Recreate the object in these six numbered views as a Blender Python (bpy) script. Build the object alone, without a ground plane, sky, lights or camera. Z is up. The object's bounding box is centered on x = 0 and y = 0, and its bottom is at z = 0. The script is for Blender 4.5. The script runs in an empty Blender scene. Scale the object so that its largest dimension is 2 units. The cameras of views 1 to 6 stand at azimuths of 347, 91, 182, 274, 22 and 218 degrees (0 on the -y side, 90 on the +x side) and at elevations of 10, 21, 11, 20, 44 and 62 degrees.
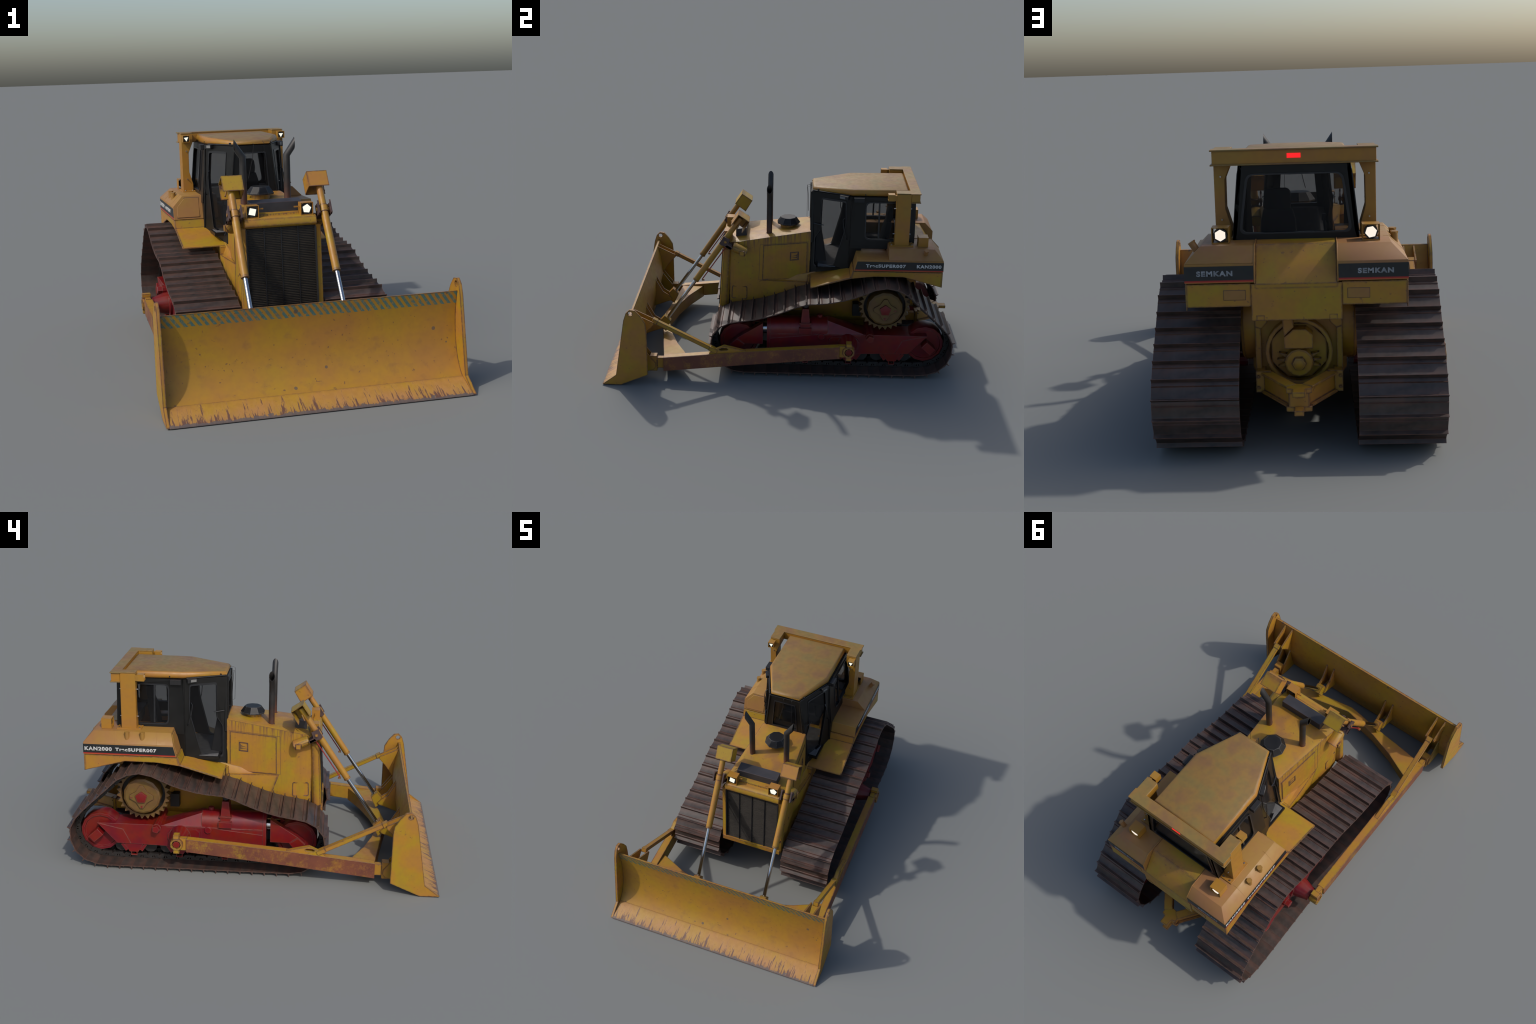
# Crawler bulldozer with a straight blade, built part by part.
# Frame: metres, z up, blade towards -y, ripper / tow hitch towards +y, symmetric about x = 0.
import bpy, bmesh, math, random
from mathutils import Vector, Matrix
from mathutils.geometry import tessellate_polygon

random.seed(7)
V = Vector

# ------------------------------------------------------------------ materials
def node(nt, kind, **kw):
    n = nt.nodes.new(kind)
    for k, v in kw.items():
        if k in n.bl_rna.properties.keys():
            setattr(n, k, v)
        else:
            n.inputs[k].default_value = v
    return n


class Mat:
    """Small wrapper that makes node graphs readable."""

    def __init__(self, name):
        self.m = bpy.data.materials.new(name)
        self.m.use_nodes = True
        self.nt = self.m.node_tree
        self.bsdf = self.nt.nodes["Principled BSDF"]
        self.coord = self.nt.nodes.new("ShaderNodeTexCoord")

    def link(self, a, b):
        self.nt.links.new(a, b)

    def mapped(self, scale=(1, 1, 1), loc=(0, 0, 0)):
        mp = node(self.nt, "ShaderNodeMapping")
        mp.inputs["Scale"].default_value = scale
        mp.inputs["Location"].default_value = loc
        self.link(self.coord.outputs["Object"], mp.inputs["Vector"])
        return mp.outputs["Vector"]

    def noise(self, scale, detail=3.0, rough=0.55, stretch=(1, 1, 1), loc=(0, 0, 0), dist=0.0):
        n = node(self.nt, "ShaderNodeTexNoise")
        n.inputs["Scale"].default_value = scale
        n.inputs["Detail"].default_value = detail
        n.inputs["Roughness"].default_value = rough
        n.inputs["Distortion"].default_value = dist
        self.link(self.mapped(stretch, loc), n.inputs["Vector"])
        return n.outputs["Fac"]

    def ramp(self, fac, stops):
        r = node(self.nt, "ShaderNodeValToRGB")
        el = r.color_ramp.elements
        while len(el) < len(stops):
            el.new(0.5)
        for e, (p, c) in zip(el, stops):
            e.position = p
            e.color = (c, c, c, 1) if isinstance(c, (int, float)) else (*c, 1)
        self.link(fac, r.inputs["Fac"])
        return r.outputs["Color"]

    def mix(self, fac, a, b, blend="MIX"):
        n = node(self.nt, "ShaderNodeMix", data_type="RGBA", blend_type=blend)
        for sock, val in ((n.inputs[0], fac), (n.inputs[6], a), (n.inputs[7], b)):
            if isinstance(val, (int, float)):
                sock.default_value = val
            elif isinstance(val, tuple):
                sock.default_value = (*val, 1)
            else:
                self.link(val, sock)
        return n.outputs[2]

    def math(self, op, a, b=0.0, c=0.0, clamp=False):
        n = node(self.nt, "ShaderNodeMath", operation=op)
        n.use_clamp = clamp
        for sock, val in zip(n.inputs, (a, b, c)):
            if isinstance(val, (int, float)):
                sock.default_value = val
            else:
                self.link(val, sock)
        return n.outputs[0]

    def axis(self, i):
        s = node(self.nt, "ShaderNodeSeparateXYZ")
        self.link(self.coord.outputs["Object"], s.inputs[0])
        return s.outputs[i]

    def edge(self, radius, lo, hi):
        """Worn-edge mask: where a rounded normal leaves the true normal."""
        b = node(self.nt, "ShaderNodeBevel", samples=6)
        b.inputs["Radius"].default_value = radius
        g = node(self.nt, "ShaderNodeNewGeometry")
        d = node(self.nt, "ShaderNodeVectorMath", operation="DOT_PRODUCT")
        self.link(b.outputs["Normal"], d.inputs[0])
        self.link(g.outputs["True Normal"], d.inputs[1])
        e = self.math("SUBTRACT", 1.0, d.outputs["Value"])
        r = node(self.nt, "ShaderNodeMapRange")
        r.inputs["From Min"].default_value = lo
        r.inputs["From Max"].default_value = hi
        self.link(e, r.inputs["Value"])
        return r.outputs["Result"]

    def bump(self, fac, strength, dist=0.002):
        b = node(self.nt, "ShaderNodeBump")
        b.inputs["Strength"].default_value = strength
        b.inputs["Distance"].default_value = dist
        self.link(fac, b.inputs["Height"])
        self.link(b.outputs["Normal"], self.bsdf.inputs["Normal"])

    def done(self, color=None, rough=0.5, metal=0.0, spec=0.5):
        if color is not None:
            if isinstance(color, tuple):
                self.bsdf.inputs["Base Color"].default_value = (*color, 1)
            else:
                self.link(color, self.bsdf.inputs["Base Color"])
        if isinstance(rough, (int, float)):
            self.bsdf.inputs["Roughness"].default_value = rough
        else:
            self.link(rough, self.bsdf.inputs["Roughness"])
        self.bsdf.inputs["Metallic"].default_value = metal
        self.bsdf.inputs["Specular IOR Level"].default_value = spec
        return self.m


RUST = (0.085, 0.036, 0.030)
GOLD, TAN, LEMON = (0.345, 0.172, 0.013), (0.335, 0.149, 0.027), (0.315, 0.198, 0.008)


def paint(name, gold=GOLD, tan=TAN, lemon=LEMON, wear=1.0, chips=0.5, patch=7.0, rough=0.42,
          edge_r=0.009, seed=0.0, extra=None, edge_col=(0.070, 0.030, 0.026), grime=(0.235, 0.108, 0.024)):
    m = Mat(name)
    base = m.ramp(m.noise(patch, 3, 0.5, loc=(seed, 1.3, 0.2)),
                  [(0.34, tan), (0.50, gold), (0.64, lemon)])
    mott = m.noise(34, 4, 0.6, loc=(2.1, seed, 0.7))
    base = m.mix(m.ramp(mott, [(0.30, 0.30), (0.60, 0.0)]), base, grime)
    fine = m.noise(210, 2, 0.5)
    # fine chips in the paint
    chip = m.ramp(m.noise(62, 3, 0.55, loc=(0.4, seed, 3.0)), [(0.668, 0.0), (0.70, 1.0)])
    base = m.mix(m.math("MULTIPLY", chip, chips), base, RUST)
    # rubbed edges
    e = m.edge(edge_r, 0.004, 0.06)
    worn = m.ramp(m.noise(48, 4, 0.65, loc=(5, 2, seed)), [(0.34, 0.35), (0.54, 1.0)])
    base = m.mix(m.math("MULTIPLY", m.math("MULTIPLY", e, worn), wear), base, edge_col)
    if extra:
        base = extra(m, base)
    m.bump(fine, 0.12, 0.001)
    return m.done(base, m.ramp(mott, [(0.3, rough + 0.14), (0.7, rough)]))


def streaks(m, base):
    """Rust that runs down from the hood's upper rim."""
    s = m.ramp(m.noise(34, 3, 0.7, stretch=(2.6, 2.6, 0.13)), [(0.47, 0.0), (0.56, 1.0)])
    z, y = m.axis(2), m.axis(1)
    rim = m.math("ADD", m.math("MULTIPLY", y, 0.135), 0.735)
    depth = m.math("SUBTRACT", rim, z)
    n = node(m.nt, "ShaderNodeMapRange")
    n.inputs["From Min"].default_value = 0.002
    n.inputs["From Max"].default_value = 0.085
    n.inputs["To Min"].default_value = 1.0
    n.inputs["To Max"].default_value = 0.10
    m.link(depth, n.inputs["Value"])
    f = m.math("MULTIPLY", s, n.outputs["Result"])
    geo = node(m.nt, "ShaderNodeNewGeometry")
    sep = node(m.nt, "ShaderNodeSeparateXYZ")
    m.link(geo.outputs["Normal"], sep.inputs[0])
    flank = m.math("LESS_THAN", m.math("ABSOLUTE", sep.outputs[2]), 0.5)
    f = m.math("MULTIPLY", f, flank)
    zone = m.math("MULTIPLY", m.math("POWER", n.outputs["Result"], 2.0), flank)
    base = m.mix(m.math("MULTIPLY", zone, 0.55), base, (0.34, 0.20, 0.012))
    top = m.ramp(m.noise(11, 4, 0.6, loc=(1, 7, 0)), [(0.48, 0.0), (0.66, 0.55)])
    base = m.mix(m.math("MULTIPLY", top, m.math("SUBTRACT", 1.0, flank)), base, (0.20, 0.092, 0.040))
    return m.mix(m.math("MULTIPLY", f, 0.85), base, (0.14, 0.058, 0.034))


def moldboard_marks(m, base):
    """Slanted teal warning bars under the rim, scuffs lower down."""
    x, y, z = m.axis(0), m.axis(1), m.axis(2)
    ph = m.math("ADD", m.math("MULTIPLY", x, 1 / 0.0296), m.math("MULTIPLY", z, 0.75 / 0.0296))
    bar = m.math("LESS_THAN", m.math("FRACT", ph), 0.52)
    wob = m.math("MULTIPLY", m.noise(60, 3), 0.006)
    band = m.math("MULTIPLY", m.math("GREATER_THAN", z, m.math("ADD", 0.352, wob)), m.math("LESS_THAN", z, 0.4075))
    band = m.math("MULTIPLY", band, m.math("LESS_THAN", m.math("MULTIPLY_ADD", z, 0.2, y), -0.7521))
    keep = m.ramp(m.noise(75, 4, 0.7, loc=(3, 0, 0)), [(0.36, 0.15), (0.50, 1.0)])
    f = m.math("MULTIPLY", m.math("MULTIPLY", bar, band), keep)
    base = m.mix(m.math("MULTIPLY", f, 0.9), base, (0.030, 0.130, 0.130))
    front = m.math("LESS_THAN", y, -0.8195)
    scuff = m.ramp(m.noise(16, 4, 0.6, stretch=(1.0, 1, 1.2), loc=(9, 0, 0)), [(0.58, 0.0), (0.72, 0.5)])
    base = m.mix(m.math("MULTIPLY", scuff, front), base, (0.21, 0.098, 0.028))
    dent = node(m.nt, "ShaderNodeTexVoronoi", feature="F1")
    dent.inputs["Scale"].default_value = 9.0
    m.link(m.mapped((1, 1, 1), (0.31, 0.2, 0.44)), dent.inputs["Vector"])
    spot = m.math("MULTIPLY", m.math("LESS_THAN", dent.outputs["Distance"], m.math("MULTIPLY_ADD", m.noise(5, 1), 0.22, -0.04)), front)
    base = m.mix(m.math("MULTIPLY", spot, 0.75), base, (0.07, 0.06, 0.055))
    return base


def cutting_marks(m, base):
    s = m.noise(38, 4, 0.7, stretch=(2.3, 0.22, 0.30))
    big = m.noise(9, 2, 0.5, stretch=(1, 0.3, 0.3), loc=(4, 0, 0))
    z = m.axis(2)
    low = m.math("MULTIPLY_ADD", z, -1 / 0.06, 0.62)
    f = m.math("ADD", m.math("ADD", s, m.math("MULTIPLY", low, 0.20)), m.math("MULTIPLY", big, 0.25))
    base = m.mix(m.ramp(f, [(0.60, 0.0), (0.72, 0.35)]), base, (0.42, 0.225, 0.085))
    base = m.mix(m.ramp(f, [(0.69, 0.0), (0.76, 0.92)]), base, (0.10, 0.045, 0.035))
    rim = m.math("LESS_THAN", z, m.math("MULTIPLY_ADD", m.noise(45, 3), 0.022, -0.0015))
    return m.mix(m.math("MULTIPLY", rim, 0.85), base, (0.10, 0.080, 0.074))


def rusty_sheet(m, base):
    n = m.noise(17, 6, 0.72, loc=(0, 3, 0))
    grain = m.noise(150, 3, 0.7)
    f = m.ramp(m.math("ADD", n, m.math("MULTIPLY", m.math("SUBTRACT", grain, 0.5), 0.35)),
               [(0.50, 1.0), (0.70, 0.0)])
    rust = m.ramp(m.noise(9, 4), [(0.35, (0.17, 0.052, 0.026)), (0.65, (0.115, 0.033, 0.022))])
    return m.mix(m.math("MULTIPLY_ADD", f, 0.62, 0.36), base, rust)


YELLOW = paint("yellow_paint")
HOODY = paint("hood_paint", extra=streaks, seed=2.0)
BLADEP = paint("moldboard_paint", tan=(0.325, 0.148, 0.022), lemon=(0.335, 0.185, 0.009), extra=moldboard_marks, seed=5.0, patch=4.5, chips=0.7)
CUTP = paint("cutting_edge_paint", gold=(0.37, 0.19, 0.035), tan=(0.37, 0.178, 0.055), lemon=(0.36, 0.200, 0.025), extra=cutting_marks, seed=6.0, chips=0.3)  # paler base: sun on the upturned face put into the colour, besides scraping
ARMRUST = paint("rusted_arm_paint", extra=rusty_sheet, seed=3.0, chips=0.2)
CLEAN = paint("cab_yellow_paint", gold=(0.325, 0.152, 0.014), tan=(0.31, 0.138, 0.024), lemon=(0.30, 0.160, 0.018),
              wear=0.10, chips=0.0, patch=6, rough=0.40, seed=1.0)
FADED = paint("faded_roof_paint", gold=(0.225, 0.127, 0.028), tan=(0.195, 0.100, 0.034), lemon=(0.190, 0.128, 0.032),
              wear=0.10, chips=0.0, patch=9, rough=0.5, seed=4.0, grime=(0.10, 0.068, 0.030))
TANKP = paint("tank_paint", gold=(0.275, 0.136, 0.032), tan=(0.27, 0.122, 0.044), lemon=(0.275, 0.148, 0.025),
              wear=0.06, chips=0.0, patch=5, rough=0.45, seed=8.0)
RED = paint("red_paint", gold=(0.165, 0.0050, 0.006), tan=(0.125, 0.003, 0.012), lemon=(0.165, 0.011, 0.004),
            wear=0.55, chips=0.3, patch=9, rough=0.30, seed=3.3, edge_r=0.006, edge_col=(0.15, 0.075, 0.062), grime=(0.05, 0.004, 0.006))
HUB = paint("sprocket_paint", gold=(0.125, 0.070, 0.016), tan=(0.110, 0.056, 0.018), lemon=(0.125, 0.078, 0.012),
            wear=0.6, chips=0.2, patch=12, seed=2.4)  # yellow darkened: shade under the track put into the colour, with grime


def simple(name, col, rough=0.5, metal=0.0, var=0.25, scale=30, edge_col=None, edge=0.0, spec=0.5, rnd=0.0, edge_r=0.003, rust=0.0):
    m = Mat(name)
    dark = tuple(c * (1 - var) for c in col)
    lite = tuple(min(1, c * (1 + var)) for c in col)
    base = m.ramp(m.noise(scale, 4, 0.6), [(0.3, dark), (0.7, lite)])
    if rust:
        patch = m.ramp(m.noise(13, 5, 0.65, stretch=(0.6, 1.4, 1.4)), [(0.45, 0.0), (0.65, rust)])
        base = m.mix(patch, base, (0.085, 0.042, 0.030))
    if rnd:
        oi = node(m.nt, "ShaderNodeObjectInfo")
        hsv = node(m.nt, "ShaderNodeHueSaturation")
        m.link(base, hsv.inputs["Color"])
        m.link(m.math("MULTIPLY_ADD", oi.outputs["Random"], rnd, 1 - rnd / 2), hsv.inputs["Value"])
        base = hsv.outputs["Color"]
    if edge:
        e = m.edge(edge_r, 0.004, 0.07)
        worn = m.ramp(m.noise(55, 3), [(0.32, 0.2), (0.6, 1.0)])
        base = m.mix(m.math("MULTIPLY", m.math("MULTIPLY", e, worn), edge), base, edge_col)
    m.bump(m.noise(160, 3), 0.12, 0.001)
    return m.done(base, rough, metal, spec)


BLACK = simple("black_cab_paint", (0.0065, 0.0065, 0.0065), 0.36, var=0.3, scale=14, spec=0.32)
RUBBER = simple("black_rubber", (0.008, 0.008, 0.009), 0.6)
TRIM = simple("window_seal", (0.013, 0.014, 0.017), 0.32)
INTERIOR = simple("cab_interior_grey", (0.032, 0.032, 0.033), 0.7)
SEATM = simple("seat_cloth", (0.012, 0.012, 0.013), 0.8)
FLOORM = simple("cab_floor_grey", (0.10, 0.10, 0.10), 0.7)
SHOE = simple("track_steel", (0.040, 0.030, 0.026), 0.48, var=0.5, scale=22, edge_col=(0.15, 0.062, 0.042), edge=0.9, rnd=0.3, edge_r=0.0035, rust=0.7)
LINK = simple("track_link_steel", (0.018, 0.016, 0.015), 0.5, var=0.3, edge_col=(0.07, 0.04, 0.03), edge=0.4)
BROWNSTEEL = simple("bare_brown_steel", (0.055, 0.032, 0.030), 0.55, var=0.3, edge_col=(0.16, 0.08, 0.06), edge=0.5)
DARKBOX = simple("dark_box_paint", (0.026, 0.024, 0.027), 0.50, var=0.4, scale=9, edge_col=(0.12, 0.05, 0.04), edge=0.7)
EXHAUST = None
CHROME = simple("chrome_rod", (0.42, 0.43, 0.45), 0.16, 1.0, var=0.10)
SILVER = simple("lamp_chrome", (0.45, 0.45, 0.45), 0.3, 1.0)
REDPIPE = simple("red_hydraulic_pipe", (0.24, 0.018, 0.016), 0.4)
STRIPE = simple("black_stripe", (0.011, 0.013, 0.014), 0.45, var=0.2)
LETTER = simple("grey_lettering", (0.46, 0.46, 0.45), 0.5, var=0.25, scale=60)
FADEDLETTER = simple("faded_grey_lettering", (0.22, 0.235, 0.25), 0.5, var=0.4, scale=60)


def make_exhaust():
    m = Mat("sooty_exhaust")
    z = m.axis(2)
    low = node(m.nt, "ShaderNodeMapRange")
    low.inputs["From Min"].default_value = 0.735
    low.inputs["From Max"].default_value = 0.85
    low.inputs["To Min"].default_value = 0.9
    low.inputs["To Max"].default_value = 0.0
    m.link(z, low.inputs["Value"])
    f = m.math("MULTIPLY", low.outputs["Result"], m.ramp(m.noise(26, 4), [(0.3, 0.35), (0.6, 1.0)]))
    streak = m.ramp(m.noise(22, 3, 0.6, stretch=(2, 2, 0.12)), [(0.63, 0.0), (0.68, 0.4)])
    f = m.math("MAXIMUM", f, streak)
    base = m.ramp(m.noise(30, 4), [(0.3, (0.010, 0.010, 0.010)), (0.7, (0.022, 0.020, 0.019))])
    return m.done(m.mix(f, base, (0.115, 0.042, 0.025)), 0.5)


EXHAUST = make_exhaust()


def make_redline():
    m = Mat("red_orange_line")
    z = m.axis(2)
    n = node(m.nt, "ShaderNodeMapRange")
    n.inputs["From Min"].default_value = 0.611
    n.inputs["From Max"].default_value = 0.620
    m.link(z, n.inputs["Value"])
    return m.done(m.ramp(n.outputs["Result"], [(0.1, (0.42, 0.10, 0.02)), (0.5, (0.36, 0.018, 0.014)), (1.0, (0.16, 0.012, 0.012))]), 0.45)


REDLINE = make_redline()


def make_glass():
    m = Mat("tinted_glass")
    m.bsdf.inputs["Alpha"].default_value = 0.30
    return m.done((0.012, 0.012, 0.013), 0.06, 0.0, 0.35)


GLASS = make_glass()


def glow(name, col, strength):
    m = Mat(name)
    m.bsdf.inputs["Emission Color"].default_value = (*col, 1)
    m.bsdf.inputs["Emission Strength"].default_value = strength
    return m.done((0.02, 0.02, 0.02), 0.3)


LAMP = glow("lit_lamp", (1.0, 0.985, 0.84), 1.02)
LAMPR = glow("lit_work_lamp", (1.0, 0.885, 0.76), 1.0)
REDLAMP = glow("lit_red_lamp", (1.0, 0.010, 0.012), 1.0)


# ------------------------------------------------------------------ geometry
class Geo:
    def __init__(self):
        self.v, self.f = [], []

    def add(self, verts, faces):
        o = len(self.v)
        self.v += [V(p) for p in verts]
        self.f += [[i + o for i in f] for f in faces]
        return self

    def box(self, x0, x1, y0, y1, z0, z1):
        c = [(x, y, z) for x in (x0, x1) for y in (y0, y1) for z in (z0, z1)]
        return self.add(c, [(0, 1, 3, 2), (4, 6, 7, 5), (0, 4, 5, 1), (2, 3, 7, 6), (0, 2, 6, 4), (1, 5, 7, 3)])

    def hexa(self, bottom, top):
        """Closed solid between two matching rings."""
        n = len(bottom)
        return self.add(list(bottom) + list(top),
                        [list(range(n))[::-1], list(range(n, 2 * n))] +
                        [(i, (i + 1) % n, n + (i + 1) % n, n + i) for i in range(n)])

    def loft(self, rings, caps=True):
        n = len(rings[0])
        vs = [p for r in rings for p in r]
        fs = []
        for k in range(len(rings) - 1):
            for i in range(n):
                j = (i + 1) % n
                fs.append((k * n + i, k * n + j, (k + 1) * n + j, (k + 1) * n + i))
        if caps:
            fs += [list(range(n))[::-1], list(range((len(rings) - 1) * n, len(rings) * n))]
        return self.add(vs, fs)

    def prism(self, poly, a, b, axis="x", holes=()):
        """Extrude a 2D outline. axis x: (y,z); y: (x,z); z: (x,y)."""
        put = {"x": lambda p, t: (t, p[0], p[1]), "y": lambda p, t: (p[0], t, p[1]), "z": lambda p, t: (p[0], p[1], t)}[axis]
        if not holes:
            return self.hexa([put(p, a) for p in poly], [put(p, b) for p in poly])
        loops = [list(poly)] + [list(h) for h in holes]
        flat = [p for l in loops for p in l]
        n = len(flat)
        tris = tessellate_polygon([[V((p[0], p[1], 0)) for p in l] for l in loops])
        fs = [tuple(t) for t in tris] + [tuple(i + n for i in t)[::-1] for t in tris]
        o = 0
        for l in loops:
            k = len(l)
            fs += [(o + i, o + (i + 1) % k, n + o + (i + 1) % k, n + o + i) for i in range(k)]
            o += k
        return self.add([put(p, a) for p in flat] + [put(p, b) for p in flat], fs)

    def rod(self, p0, p1, r0, r1=None, n=16, spin=0.0):
        r1 = r0 if r1 is None else r1
        p0, p1 = V(p0), V(p1)
        d = (p1 - p0).normalized()
        u = d.orthogonal().normalized() if abs(d.z) > 0.9 else d.cross(V((0, 0, 1))).normalized()
        w = d.cross(u)
        ring = lambda p, r: [p + u * r * math.cos(spin + 2 * math.pi * i / n) + w * r * math.sin(spin + 2 * math.pi * i / n) for i in range(n)]
        return self.hexa(ring(p0, r0), ring(p1, r1))

    def disc_x(self, y, z, profile, n=24, spin=0.0, side=1):
        """Turned part about an x axis: profile is [(|x|, radius)...]."""
        return self.loft([[(side * x, y + r * math.cos(spin + 2 * math.pi * i / n), z + r * math.sin(spin + 2 * math.pi * i / n))
                           for i in range(n)] for x, r in profile])

    def tube(self, pts, r, n=8):
        pts = [V(p) for p in pts]
        rings, ref = [], None
        for i, p in enumerate(pts):
            d = (pts[min(i + 1, len(pts) - 1)] - pts[max(i - 1, 0)]).normalized()
            if ref is None:
                ref = d.orthogonal().normalized()
            ref = (ref - d * ref.dot(d)).normalized()
            w = d.cross(ref)
            rr = r[i] if isinstance(r, (list, tuple)) else r
            rings.append([p + (ref * math.cos(2 * math.pi * k / n) + w * math.sin(2 * math.pi * k / n)) * rr for k in range(n)])
        return self.loft(rings)

    def panel(self, c, hole, depth, outer=None, lift=0.0):
        """Thick sheet on the bilinear patch c = (lower-left, lower-right, upper-right, upper-left); hole in (u,v)."""
        c = [V(p) for p in c]
        nrm = (c[1] - c[0]).cross(c[3] - c[0]).normalized()
        at = lambda u, v: c[0] * (1 - u) * (1 - v) + c[1] * u * (1 - v) + c[2] * u * v + c[3] * (1 - u) * v
        loops = [list(outer or [(0, 0), (1, 0), (1, 1), (0, 1)])] + ([list(hole)] if hole else [])
        flat = [p for l in loops for p in l]
        n = len(flat)
        tris = tessellate_polygon([[V((p[0], p[1], 0)) for p in l] for l in loops])
        front = [at(*p) + nrm * lift for p in flat]
        back = [p - nrm * depth for p in front]
        fs = [tuple(t) for t in tris] + [tuple(i + n for i in t)[::-1] for t in tris]
        o = 0
        for l in loops:
            k = len(l)
            fs += [(o + i, o + (i + 1) % k, n + o + (i + 1) % k, n + o + i) for i in range(k)]
            o += k
        return self.add(front + back, fs)

    def mirrored(self):
        g = Geo()
        g.v = [V((-p.x, p.y, p.z)) for p in self.v]
        g.f = [list(f)[::-1] for f in self.f]
        return g


def mesh_from(geo, name, bevel=0.0, angle=32, seg=1):
    bm = bmesh.new()
    vs = [bm.verts.new(p) for p in geo.v]
    for f in geo.f:
        try:
            bm.faces.new([vs[i] for i in f])
        except ValueError:
            pass
    bmesh.ops.remove_doubles(bm, verts=bm.verts, dist=1e-7)
    bmesh.ops.recalc_face_normals(bm, faces=bm.faces)
    if bevel:
        es = [e for e in bm.edges if len(e.link_faces) == 2 and e.calc_face_angle(0) > math.radians(30)]
        bmesh.ops.bevel(bm, geom=es, offset=bevel, segments=seg, affect="EDGES", clamp_overlap=True, profile=0.5)
    me = bpy.data.meshes.new(name)
    bm.to_mesh(me)
    bm.free()
    for p in me.polygons:
        p.use_smooth = True
    me.set_sharp_from_angle(angle=math.radians(angle))
    return me


def part(name, geo, mat, parent=None, bevel=0.0, angle=32, seg=1):
    me = geo if isinstance(geo, bpy.types.Mesh) else mesh_from(geo, name, bevel, angle, seg)
    if not me.materials:
        me.materials.append(mat)
    ob = bpy.data.objects.new(name, me)
    bpy.context.scene.collection.objects.link(ob)
    if parent:
        ob.parent = parent
    return ob


root = bpy.data.objects.new("bulldozer", None)
bpy.context.scene.collection.objects.link(root)
root["label"] = "worn yellow crawler bulldozer with wide front blade and red undercarriage"
root["category"] = "bulldozer"


def both(name, build, mat, parent=root, **kw):
    """Build a part for the +x side and its mirror image."""
    out = []
    for s in (1, -1):
        g = build()
        out.append(part(name, g if s > 0 else g.mirrored(), mat, parent[s] if isinstance(parent, dict) else parent, **kw))
    return {1: out[0], -1: out[1]}


def rounded(pts, r, n=4):
    """Round the corners of a 2D outline."""
    out = []
    k = len(pts)
    for i in range(k):
        p, a, b = V(pts[i]), V(pts[i - 1]), V(pts[(i + 1) % k])
        da, db = (a - p), (b - p)
        ra = min(r, da.length * 0.45, db.length * 0.45)
        s, e = p + da.normalized() * ra, p + db.normalized() * ra
        for j in range(n + 1):
            t = j / n
            q = s * (1 - t) ** 2 + p * 2 * t * (1 - t) + e * t ** 2
            out.append((q.x, q.y))
    return out


def catmull(pts, per):
    out = []
    for i in range(len(pts) - 1):
        p0, p1, p2, p3 = (V(pts[max(i - 1, 0)]), V(pts[i]), V(pts[i + 1]), V(pts[min(i + 2, len(pts) - 1)]))
        for j in range(per):
            t = j / per
            out.append(0.5 * ((2 * p1) + (p2 - p0) * t + (2 * p0 - 5 * p1 + 4 * p2 - p3) * t * t + (3 * p1 - p0 - 3 * p2 + p3) * t ** 3))
    out.append(V(pts[-1]))
    return [(p.x, p.y) for p in out]


# ------------------------------------------------------------------ blade
face = catmull([(-0.838, 0.410), (-0.8265, 0.355), (-0.8205, 0.295), (-0.8215, 0.235), (-0.8295, 0.175),
                (-0.847, 0.120), (-0.870, 0.080), (-0.897, 0.051)], 4)
back = [(-0.850, 0.030), (-0.832, 0.033), (-0.812, 0.120), (-0.796, 0.215), (-0.797, 0.300), (-0.812, 0.365), (-0.826, 0.409)]
g = Geo().prism(face + back, -0.631, 0.631)
blade = part("blade", g, BLADEP, root, angle=40)

g = Geo().prism([(-0.8975, 0.0535), (-0.996, 0.0060), (-0.998, 0.0), (-0.892, 0.0), (-0.838, 0.022), (-0.86, 0.050)], -0.632, 0.632)
part("cutting_edge", g, CUTP, blade, bevel=0.001)

end_outline = [(-0.9965, 0.003), (-0.917, 0.062), (-0.862, 0.398), (-0.848, 0.440), (-0.826, 0.462), (-0.798, 0.458),
               (-0.768, 0.424), (-0.743, 0.380), (-0.7385, 0.332), (-0.7385, 0.066), (-0.893, 0.001)]
hole = [(-0.823 + 0.0135 * math.cos(a * math.tau / 7 + 0.3), 0.4385 + 0.0135 * math.sin(a * math.tau / 7 + 0.3)) for a in range(7)]
both("end_plate", lambda: Geo().prism(end_outline, 0.6315, 0.646, holes=[hole]), YELLOW, blade)


def rib(profile, x, t=0.0085):
    return Geo().prism(profile, x - t / 2, x + t / 2)


strut_rib = [(-0.822, 0.405), (-0.709, 0.350), (-0.708, 0.338), (-0.750, 0.292), (-0.775, 0.255), (-0.797, 0.222), (-0.800, 0.30)]
arm_rib = [(-0.799, 0.225), (-0.760, 0.172), (-0.704, 0.100), (-0.701, 0.078), (-0.715, 0.058), (-0.760, 0.045), (-0.834, 0.036), (-0.81, 0.13)]
lift_rib = [(-0.798, 0.306), (-0.753, 0.224), (-0.717, 0.201), (-0.694, 0.176), (-0.706, 0.164), (-0.733, 0.155), (-0.814, 0.124), (-0.80, 0.21)]
for x in (0.508, 0.560):
    both("brace_rib", lambda: rib(strut_rib, x), YELLOW, blade)
    both("arm_rib", lambda: rib(arm_rib, x), YELLOW, blade)
for x in (0.1835, 0.2335):
    both("lift_rib", lambda: rib(lift_rib, x), YELLOW, blade)

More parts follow.
